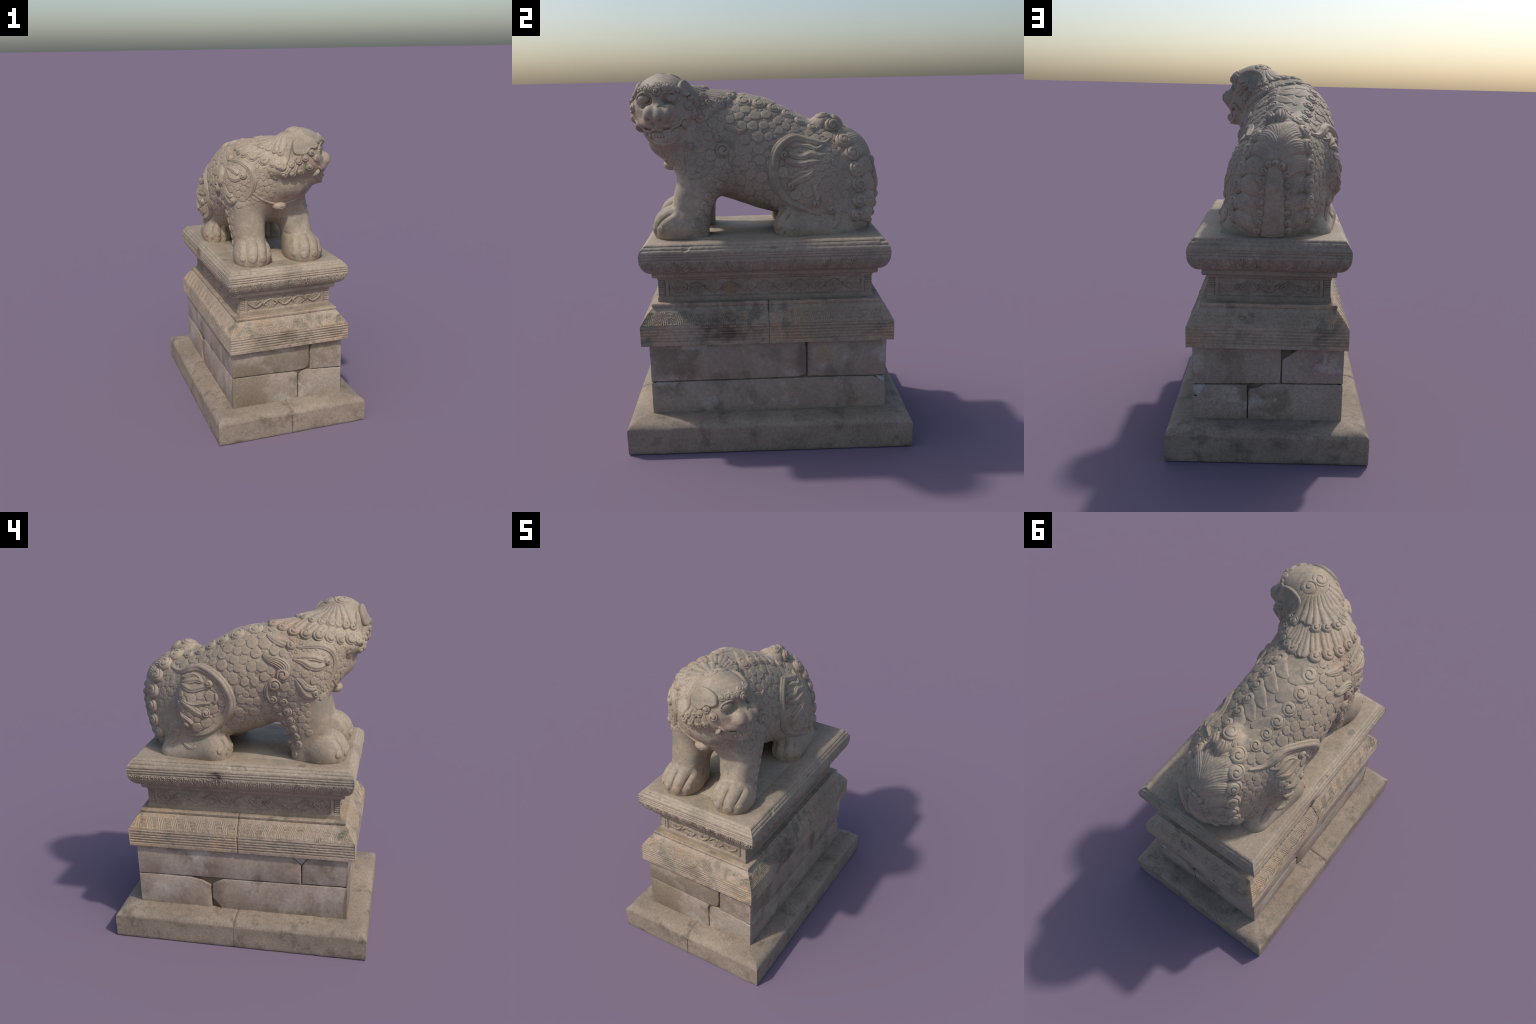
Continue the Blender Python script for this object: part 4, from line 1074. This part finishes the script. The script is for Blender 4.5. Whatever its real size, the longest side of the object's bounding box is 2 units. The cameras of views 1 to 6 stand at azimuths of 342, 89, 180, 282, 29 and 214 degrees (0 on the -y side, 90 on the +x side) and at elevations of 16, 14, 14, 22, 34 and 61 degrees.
    me = bpy.data.meshes.new("bell"); bm.to_mesh(me); bm.free()
    me.polygons.foreach_set("use_smooth", np.ones(len(me.polygons), bool)); me.materials.append(mat)
    o = bpy.data.objects.new("bell", me); bpy.context.collection.objects.link(o); o.parent = torso

    # --- spine: leaves that end in curls, on both sides
    sp = spline(SPINE, 0.003)
    for row, hand in ((BACK_CURLS_R, 1), (BACK_CURLS_L, -1)):
        for i, c in enumerate(row):
            c = np.array(c); r = (0.046, 0.042, 0.039, 0.036, 0.034, 0.031)[i]
            back = sp[np.argmin(np.abs(sp[:, 1] - (c[1] + 0.105)))]
            side = c + np.array((hand * -0.004, 0.035, -0.004))
            A.lock("back_curl", [back, between(back, side, 0.45) + (0, 0.008, 0), between(side, c, 0.35)], [0.012, 0.034, 0.040, r * 0.95], [0.003, 0.007, 0.0095, 0.010], r=r * 1.06, tip_h=0.0125, hand=hand, strands=1, turns=1.7, parent=torso, phase=2.2)
    # --- tail: hair swept from the middle line into rows of big curls
    for row, hand in ((TAIL_CURLS_R, 1), (TAIL_CURLS_L, -1)):
        roots = [(-0.022, 0.560, 1.612), (-0.020, 0.588, 1.572), (-0.014 - 0.012 * hand, 0.602, 1.525), (-0.055 * hand - 0.010, 0.606, 1.455), (-0.072 * hand - 0.010, 0.602, 1.350), (-0.078 * hand - 0.010, 0.596, 1.255), (-0.086 * hand - 0.006, 0.585, 1.175)]
        for i, c in list(enumerate(row))[::-1]:
            c = np.array(c); r = (0.044, 0.043, 0.041, 0.042, 0.041, 0.038, 0.034)[i]
            low = np.array(roots[i])
            mid = between(low, c, 0.52) + np.array((0.012 * hand, 0.012, 0.030 if i < 4 else 0.022))
            out = c + np.array((-hand * 0.002, -0.002, 0.001))
            A.add("tail_lock", [ribbon([low, mid, between(mid, out, 0.90)], [0.014, 0.040, 0.050, 0.046, r * 0.75], [0.004, 0.009, 0.013, 0.014, 0.011], strands=7, groove=0.16),
                                curl(out, r * 1.12, 0.022, 1.9, hand, 1.2, along=c - mid, depth=0.28, dome=4.0)], tailO)
    # the knot that rises at the tail's tip
    A.lock("tail_lock", [(-0.020, 0.50, 1.655), (-0.030, 0.44, 1.70), (-0.034, 0.385, 1.74)], [0.022, 0.036, 0.045], [0.006, 0.014, 0.018], r=None, strands=5, parent=tailO)
    A.add("tail_knot", [curl((-0.030, 0.335, 1.772), 0.050, 0.018, 1.8, 1, 1.0, along=(0, 1, 0), depth=0.30)], tailO)
    A.add("tail_knot", [ribbon([(-0.075, 0.385, 1.725), (-0.070, 0.320, 1.760), (-0.040, 0.275, 1.775), (-0.002, 0.310, 1.765), (0.012, 0.375, 1.725)], [0.010, 0.017, 0.020, 0.017, 0.010], [0.006, 0.010, 0.010, 0.010, 0.006], strands=2)], tailO)
    # the bare stump of the tail, edged with beads of curls
    A.add("tail_stump", [ribbon([(0.0, 0.615, 1.500), (-0.008, 0.636, 1.43), (-0.012, 0.636, 1.33), (-0.012, 0.622, 1.22), (-0.010, 0.605, 1.13)], [0.046, 0.050, 0.054, 0.060, 0.066], [0.010, 0.018, 0.022, 0.020, 0.017], crown=2.0, round_end=False)], tailO)
    for rim, hand in (([(-0.012, 0.625, 1.512), (-0.045, 0.622, 1.497), (-0.066, 0.622, 1.455), (-0.073, 0.622, 1.410), (-0.077, 0.620, 1.362), (-0.080, 0.616, 1.313), (-0.083, 0.610, 1.262), (-0.087, 0.600, 1.210), (-0.090, 0.590, 1.163)], 1),
                      ([(0.025, 0.618, 1.508), (0.046, 0.614, 1.470), (0.055, 0.618, 1.424), (0.056, 0.626, 1.374), (0.058, 0.630, 1.322), (0.062, 0.626, 1.268), (0.070, 0.616, 1.214), (0.080, 0.608, 1.165)], -1)):
        for i, p in enumerate(rim):
            A.add("tail_bead", [curl(p, 0.0205 + 0.001 * (i % 3), 0.015, 1.1, hand, i, dome=4)], tailO)

    # --- haunches: a rim, and flames licking over the thigh
    A.add("haunch_rim", [ribbon([(-0.182, 0.402, 1.640), (-0.235, 0.345, 1.636), (-0.256, 0.275, 1.653), (-0.264, 0.215, 1.660), (-0.294, 0.150, 1.648), (-0.324, 0.094, 1.619), (-0.345, 0.052, 1.570), (-0.353, 0.028, 1.502), (-0.348, 0.036, 1.436), (-0.332, 0.076, 1.370), (-0.314, 0.150, 1.313), (-0.328, 0.232, 1.280), (-0.334, 0.312, 1.268)],
                        [0.007, 0.018, 0.027, 0.026, 0.027, 0.030, 0.030, 0.030, 0.030, 0.028, 0.024, 0.014, 0.005], [0.008, 0.014, 0.018, 0.018, 0.018, 0.018, 0.018, 0.017, 0.016, 0.015, 0.013, 0.010, 0.006], strands=2, groove=0.22, crown=2.4)], hinR)
    A.add("haunch_rim", [ribbon([(0.098, 0.370, 1.645), (0.150, 0.325, 1.632), (0.146, 0.259, 1.646), (0.135, 0.184, 1.654), (0.148, 0.128, 1.635), (0.170, 0.078, 1.591), (0.186, 0.056, 1.532), (0.196, 0.051, 1.471), (0.200, 0.067, 1.403), (0.205, 0.107, 1.340), (0.215, 0.161, 1.299), (0.229, 0.229, 1.268), (0.240, 0.300, 1.238)],
                        [0.007, 0.018, 0.027, 0.026, 0.027, 0.030, 0.030, 0.030, 0.030, 0.028, 0.024, 0.014, 0.005], [0.008, 0.014, 0.018, 0.018, 0.018, 0.018, 0.018, 0.017, 0.016, 0.015, 0.013, 0.010, 0.006], strands=2, groove=0.22, crown=2.4)], hinL)
    def flame(parent, paths, r=None, at=None, hand=1, w=0.020, h=0.013):
        pcs = []
        for path in paths:
            k = len(path)
            pcs.append(ribbon(path, [0.005] + [w * 0.95] + [w * 1.3] * max(1, k - 3) + [w * 1.2, w], [0.005, h * 0.85, h * 0.85, h * 0.85], strands=2, groove=0.28, crown=3.2))
        if r: pcs.append(curl(at, r, h * 1.25, 1.4, hand, 0.8))
        return A.add("flame", pcs, parent)
    flame(hinR, [[(-0.300, 0.346, 1.578), (-0.307, 0.301, 1.570), (-0.318, 0.255, 1.549), (-0.319, 0.215, 1.556), (-0.318, 0.180, 1.566), (-0.321, 0.149, 1.570)], [(-0.300, 0.342, 1.586), (-0.303, 0.270, 1.590), (-0.304, 0.225, 1.600), (-0.314, 0.180, 1.592)]], 0.026, (-0.321, 0.149, 1.585), -1, 0.016)
    flame(hinR, [[(-0.334, 0.312, 1.490), (-0.340, 0.268, 1.462), (-0.345, 0.225, 1.430), (-0.341, 0.190, 1.410), (-0.341, 0.174, 1.412)]], 0.027, (-0.341, 0.172, 1.420), 1, 0.017)
    flame(hinR, [[(-0.336, 0.305, 1.498), (-0.339, 0.269, 1.476), (-0.342, 0.232, 1.470), (-0.341, 0.189, 1.476), (-0.342, 0.138, 1.480)]], w=0.010, h=0.011)
    flame(hinR, [[(-0.342, 0.326, 1.425), (-0.345, 0.304, 1.396), (-0.346, 0.296, 1.370), (-0.344, 0.288, 1.352)], [(-0.342, 0.322, 1.412), (-0.346, 0.275, 1.384), (-0.345, 0.245, 1.354)]], 0.024, (-0.344, 0.290, 1.348), -1, 0.011)
    flame(hinR, [[(-0.270, 0.345, 1.628), (-0.288, 0.295, 1.610), (-0.286, 0.245, 1.624), (-0.300, 0.205, 1.612), (-0.311, 0.200, 1.588)]], w=0.011)
    flame(hinR, [[(-0.348, 0.112, 1.540), (-0.350, 0.108, 1.500), (-0.348, 0.125, 1.472)]], w=0.010)
    flame(hinR, [[(-0.270, 0.425, 1.190), (-0.285, 0.400, 1.230), (-0.300, 0.380, 1.265), (-0.305, 0.374, 1.285)]], 0.025, (-0.305, 0.372, 1.292), 1, 0.013)
    flame(hinR, [[(-0.318, 0.335, 1.236), (-0.325, 0.305, 1.216), (-0.330, 0.275, 1.206), (-0.332, 0.245, 1.218)]], w=0.010, h=0.007)
    flame(hinL, [[(0.195, 0.345, 1.572), (0.204, 0.296, 1.562), (0.199, 0.255, 1.574), (0.203, 0.212, 1.556), (0.196, 0.170, 1.560), (0.190, 0.135, 1.575)], [(0.215, 0.310, 1.530), (0.219, 0.252, 1.527), (0.217, 0.205, 1.519), (0.207, 0.157, 1.523), (0.192, 0.115, 1.540)]], 0.026, (0.186, 0.112, 1.560), 1, 0.016)
    flame(hinL, [[(0.232, 0.275, 1.496), (0.238, 0.243, 1.462), (0.236, 0.205, 1.442), (0.229, 0.165, 1.420), (0.226, 0.145, 1.412)]], 0.027, (0.226, 0.142, 1.400), -1, 0.017)
    flame(hinL, [[(0.232, 0.268, 1.500), (0.236, 0.243, 1.478), (0.232, 0.202, 1.470), (0.228, 0.162, 1.446), (0.220, 0.128, 1.440)]], w=0.010, h=0.011)
    flame(hinL, [[(0.247, 0.289, 1.415), (0.250, 0.270, 1.380), (0.251, 0.284, 1.345), (0.250, 0.278, 1.318)]], 0.025, (0.249, 0.272, 1.305), -1, 0.012)
    flame(hinL, [[(0.112, 0.362, 1.643), (0.184, 0.296, 1.601), (0.174, 0.242, 1.617), (0.166, 0.174, 1.613), (0.172, 0.155, 1.596)]], w=0.011)
    flame(hinL, [[(0.239, 0.362, 1.160), (0.246, 0.392, 1.205), (0.249, 0.394, 1.250), (0.252, 0.372, 1.274)]], 0.027, (0.253, 0.358, 1.269), -1, 0.015)
    flame(hinL, [[(0.240, 0.325, 1.235), (0.235, 0.305, 1.210), (0.230, 0.272, 1.206), (0.232, 0.240, 1.232)]], w=0.010, h=0.008)

    # --- shoulders
    flame(torso, [[(-0.225, -0.160, 1.842), (-0.246, -0.215, 1.826), (-0.255, -0.270, 1.815), (-0.268, -0.310, 1.800)], [(-0.232, -0.165, 1.834), (-0.250, -0.230, 1.808), (-0.270, -0.275, 1.796)]], 0.028, (-0.270, -0.300, 1.802), 1, 0.018)
    A.add("shoulder_rim", [ribbon([(-0.276, -0.330, 1.790), (-0.268, -0.385, 1.796), (-0.250, -0.440, 1.795), (-0.215, -0.495, 1.772), (-0.190, -0.530, 1.730), (-0.183, -0.540, 1.675), (-0.201, -0.528, 1.597), (-0.225, -0.515, 1.550)],
                          [0.010, 0.015, 0.017, 0.020, 0.022, 0.022, 0.018, 0.006], [0.008, 0.011, 0.011, 0.012, 0.012, 0.012, 0.009, 0.003], strands=2, groove=0.3)], torso)
    flame(forR, [[(-0.315, -0.312, 1.735), (-0.314, -0.370, 1.722), (-0.314, -0.415, 1.696), (-0.298, -0.463, 1.686), (-0.262, -0.496, 1.692)], [(-0.314, -0.316, 1.742), (-0.303, -0.385, 1.745), (-0.287, -0.441, 1.738), (-0.268, -0.480, 1.715)]], 0.024, (-0.245, -0.506, 1.708), 1, 0.017)
    flame(forR, [[(-0.349, -0.332, 1.628), (-0.348, -0.360, 1.580), (-0.336, -0.388, 1.535), (-0.322, -0.418, 1.520), (-0.315, -0.446, 1.530)], [(-0.349, -0.335, 1.632), (-0.345, -0.368, 1.604), (-0.340, -0.395, 1.570), (-0.325, -0.435, 1.562), (-0.312, -0.460, 1.572)]], 0.024, (-0.314, -0.450, 1.538), 1, 0.018)
    A.lock("plume", [(-0.298, -0.150, 1.754), (-0.313, -0.185, 1.728), (-0.324, -0.235, 1.716), (-0.334, -0.272, 1.690), (-0.350, -0.265, 1.650)], [0.008, 0.020, 0.032, 0.036, 0.036], [0.008, 0.015, 0.016, 0.016, 0.016], r=0.040, tip_h=0.018, hand=1, strands=6, parent=forR)
    A.lock("plume", [(-0.332, -0.195, 1.480), (-0.342, -0.178, 1.530), (-0.350, -0.186, 1.580), (-0.356, -0.220, 1.590)], [0.012, 0.018, 0.020, 0.022], [0.008, 0.015, 0.017, 0.017], r=0.040, tip_h=0.022, hand=-1, strands=2, turns=1.5, parent=forR)
    A.lock("plume", [(0.138, -0.082, 1.704), (0.146, -0.125, 1.686), (0.148, -0.165, 1.706), (0.154, -0.208, 1.716)], [0.006, 0.016, 0.020, 0.018], [0.008, 0.013, 0.013, 0.010], r=None, strands=4, parent=forL)
    A.lock("plume", [(0.196, -0.165, 1.600), (0.186, -0.172, 1.645), (0.186, -0.208, 1.672), (0.192, -0.238, 1.668)], [0.008, 0.024, 0.030, 0.028], [0.008, 0.013, 0.013, 0.013], r=0.026, tip_h=0.015, hand=-1, strands=5, parent=forL)
    A.lock("plume", [(0.222, -0.172, 1.530), (0.220, -0.165, 1.572), (0.216, -0.185, 1.600), (0.216, -0.212, 1.600)], [0.008, 0.018, 0.020, 0.020], [0.008, 0.014, 0.016, 0.016], r=0.042, tip_h=0.021, hand=1, strands=2, turns=1.6, parent=forL)
    flame(forL, [[(0.241, -0.258, 1.545), (0.248, -0.300, 1.520), (0.250, -0.345, 1.506), (0.243, -0.392, 1.520)], [(0.246, -0.262, 1.525), (0.254, -0.310, 1.490), (0.258, -0.358, 1.468), (0.250, -0.405, 1.462)]], w=0.013, h=0.010)
    flame(forL, [[(0.206, -0.262, 1.645), (0.216, -0.301, 1.620), (0.224, -0.340, 1.604), (0.224, -0.375, 1.612)]], 0.022, (0.222, -0.386, 1.622), 1, 0.013, 0.010)
    flame(forL, [[(0.218, -0.398, 1.655), (0.222, -0.427, 1.608), (0.226, -0.438, 1.548), (0.238, -0.432, 1.478)]], w=0.009, h=0.006)
    # fringe of curls down the back of each foreleg
    for col, hand, par in (([(-0.340, -0.206, 1.492), (-0.318, -0.222, 1.440), (-0.296, -0.232, 1.390), (-0.276, -0.240, 1.340), (-0.262, -0.252, 1.294), (-0.252, -0.270, 1.250), (-0.248, -0.292, 1.208), (-0.240, -0.318, 1.172)], 1, forR),
                           ([(-0.336, -0.262, 1.478), (-0.318, -0.280, 1.424), (-0.304, -0.292, 1.372), (-0.294, -0.304, 1.322), (-0.286, -0.318, 1.274), (-0.282, -0.332, 1.230)], 1, forR),
                           ([(0.232, -0.182, 1.500), (0.240, -0.202, 1.452), (0.244, -0.222, 1.404), (0.246, -0.242, 1.358), (0.246, -0.262, 1.312), (0.246, -0.282, 1.266), (0.250, -0.304, 1.222), (0.248, -0.326, 1.180)], -1, forL),
                           ([(0.256, -0.248, 1.456), (0.262, -0.272, 1.402), (0.266, -0.294, 1.352), (0.267, -0.316, 1.304), (0.268, -0.340, 1.258), (0.272, -0.366, 1.214)], -1, forL)):
        for i, p in enumerate(col):
            A.add("leg_curl", [curl(p, 0.0265, 0.0085, 1.4, hand, 0.9 * i, dome=6, depth=0.5)], par)
    # --- claws
    for i, (p, r) in enumerate(CLAWS):
        par = (forR if p[0] < 0 else forL) if p[1] < 0 else (hinR if p[0] < 0 else hinL)
        q, n = SKIN.snap([p])
        A.add("claw", [curl(np.array(p) + (0, 0.004, 0.004), r * 1.1, 0.0065, 0, 1, 0, depth=0.0, dome=6.0, squash=0.95)], par)

    scatter_scales(A, FV, FN, lab, parts)
    return root

def scale_mesh(seed):
    rng = np.random.default_rng(seed)
    rho = np.array([0.12, 0.35, 0.58, 0.76, 0.88, 0.95, 0.99, 1.03]); seg = 22
    th = np.linspace(0, 2 * np.pi, seg, endpoint=False)
    out = 1 + 0.05 * np.cos(2 * th + rng.uniform(0, 6)) + 0.035 * np.cos(3 * th + rng.uniform(0, 6)) + 0.02 * np.cos(5 * th + rng.uniform(0, 6))
    h = np.array([0.235, 0.235, 0.225, 0.20, 0.165, 0.105, 0.03, -0.22])
    V = [(r * o * math.cos(t), r * o * math.sin(t), hh + (0.02 * rng.normal() if hh > 0.15 else 0) - 0.05 * r * math.sin(t) * (hh > 0)) for r, hh in zip(rho, h) for t, o in zip(th, out)]
    F = [[i * seg + j, (i + 1) * seg + j, (i + 1) * seg + (j + 1) % seg, i * seg + (j + 1) % seg] for i in range(len(rho) - 1) for j in range(seg)]
    F.append(list(range(seg)))
    me = bpy.data.meshes.new("scale"); me.from_pydata(V, [], F)
    bm = bmesh.new(); bm.from_mesh(me); bmesh.ops.recalc_face_normals(bm, faces=bm.faces)
    if sum(f.normal.z * f.calc_area() for f in bm.faces) < 0: bmesh.ops.reverse_faces(bm, faces=bm.faces)
    bm.to_mesh(me); bm.free()
    me.polygons.foreach_set("use_smooth", np.ones(len(me.polygons), bool))
    return me

def scatter_scales(A, V, N, lab, parts):
    """closely packed round scales of mixed sizes wherever nothing else is carved"""
    rng = np.random.default_rng(21)
    x, y, z = V.T; nx = N[:, 0]
    hl = (V - HEAD_O) @ np.stack([FACE_F, FACE_L, FACE_U], 1)
    cov = np.vstack(A.cover)
    side = (np.abs(nx) > 0.25) | ((z > 1.6) & (N[:, 2] > -0.2))
    ok = side & (z > 1.275 + 0.03 * np.sin(y * 9)) & (y > -0.56) & (y < 0.56) & (N[:, 2] > -0.72)
    ok &= ~((hl[:, 0] > -0.06) & (hl[:, 2] > -0.17) & (y < -0.36) & (x > 0.0))
    ok &= np.linalg.norm(V - np.array((0.03, -0.45, 1.95)), axis=1) > 0.225
    inner = (y < -0.20) & (z < 1.50) & (((x < -0.02) & (nx > -0.35)) | ((x > 0.02) & (nx < 0.35)))
    shin = (z < 1.50) & (y < -0.405 - 0.10 * (1.35 - z))
    shin2 = (x > 0) & (z < 1.46) & (y < -0.33)
    ok &= ~inner & ~shin & ~shin2 & ~((z < 1.30) & (y < -0.36))
    # front of the chest, under the mane, is scaled too
    chest = (N[:, 1] < -0.45) & (x > -0.175) & (x < -0.055) & (z > 1.60) & (z < 1.785) & (y < -0.50)
    ok |= chest
    ok &= ~((y > 0.0) & (y < 0.40) & (z < 1.30))
    tailc = (y > 0.40) & (np.abs(x) < 0.17) & (z > 1.15)
    ok &= ~tailc
    spine_x = np.interp(y, [p[1] for p in SPINE], [p[0] for p in SPINE])
    ok &= ~((np.abs(x - spine_x) < 0.075) & (z > 1.68) & (y > -0.2) & (y < 0.34))
    thigh_front = ((y - 0.10) ** 2 + ((z - 1.44) * 0.6) ** 2 < 0.0) 
    idx = np.nonzero(ok)[0]; rng.shuffle(idx); idx = idx[:26000]
    # hash the covered ground
    cell = 0.012
    ground = set(map(tuple, np.floor(cov / cell).astype(int)))
    key = np.floor(V[idx] / cell).astype(int)
    offs = [(a, b, c) for a in (-1, 0, 1) for b in (-1, 0, 1) for c in (-1, 0, 1)]
    def covered(k, reach):
        if reach == 0: return tuple(k) in ground
        return any((k[0] + a, k[1] + b, k[2] + c) in ground for a, b, c in offs)
    edge = np.array([covered(k, 1) for k in key])
    on = np.array([covered(k, 0) for k in key])
    placed_c = np.zeros((0, 3)); placed_r = np.zeros(0); out = []
    def try_round(cands, rmin, rmax, overlap, limit):
        nonlocal placed_c, placed_r
        n = 0
        for i in cands:
            if n >= limit: break
            r = rng.uniform(rmin, rmax)
            small = 0.72 if (V[i, 1] > 0.30 and V[i, 2] < 1.62) or V[i, 2] < 1.40 and V[i, 1] < -0.15 else (0.66 if V[i, 1] < -0.30 else 1.0)
            r = max(r * small, 0.007)
            if len(placed_c):
                d = np.linalg.norm(placed_c - V[i], axis=1)
                if np.any(d < (placed_r + r) * overlap): continue
            out.append((i, r)); placed_c = np.vstack([placed_c, V[i]]); placed_r = np.append(placed_r, r); n += 1
    clear = idx[~edge]; some = idx[~on]
    try_round(clear, 0.026, 0.034, 0.86, 170)
    try_round(clear, 0.020, 0.027, 0.84, 220)
    try_round(some, 0.013, 0.019, 0.82, 300)
    try_round(some, 0.008, 0.012, 0.80, 520)
    meshes = [scale_mesh(s) for s in range(8)]
    for me in meshes: me.materials.append(A.mat)
    out.sort(key=lambda t: -t[1])
    BV, BF, k = [], [], 0
    owner = np.zeros(len(V), int)
    for n_, (i, r) in enumerate(out):
        p, nn = SKIN.snap([V[i]]); p, nn = p[0], nn[0]
        down = np.array((0, 0.55, -1.0)); e2 = -(down - nn * (down @ nn)); e2 /= np.linalg.norm(e2); e1 = np.cross(e2, nn)
        a = rng.uniform(-0.5, 0.5); e1, e2 = e1 * math.cos(a) + e2 * math.sin(a), e2 * math.cos(a) - e1 * math.sin(a)
        hs = r * rng.uniform(0.60, 0.90) * (1.0 if r > 0.012 else 1.5)
        sx = r * rng.uniform(0.94, 1.08)
        Mx = np.array([np.append(e1 * sx, 0), np.append(e2 * r, 0), np.append(nn * hs, 0), np.append(p, 1)]).T
        if n_ < 300:
            o = bpy.data.objects.new("scale", meshes[n_ % 8]); bpy.context.collection.objects.link(o)
            o.parent = A.parent
            o.matrix_basis = Matrix(Mx.tolist())
        else:
            me = meshes[n_ % 8]
            co = np.array([v.co for v in me.vertices]) @ Mx[:3, :3].T + Mx[:3, 3]
            BV.append(co); BF += [[q + k for q in f.vertices] for f in me.polygons]; k += len(co)
    if BV:
        o = new_object("small_scales", np.vstack(BV), BF, A.parent, A.mat)
        o["kind"] = "stuff"
M = build_materials()
build_pedestal(M)
build_lion(M)
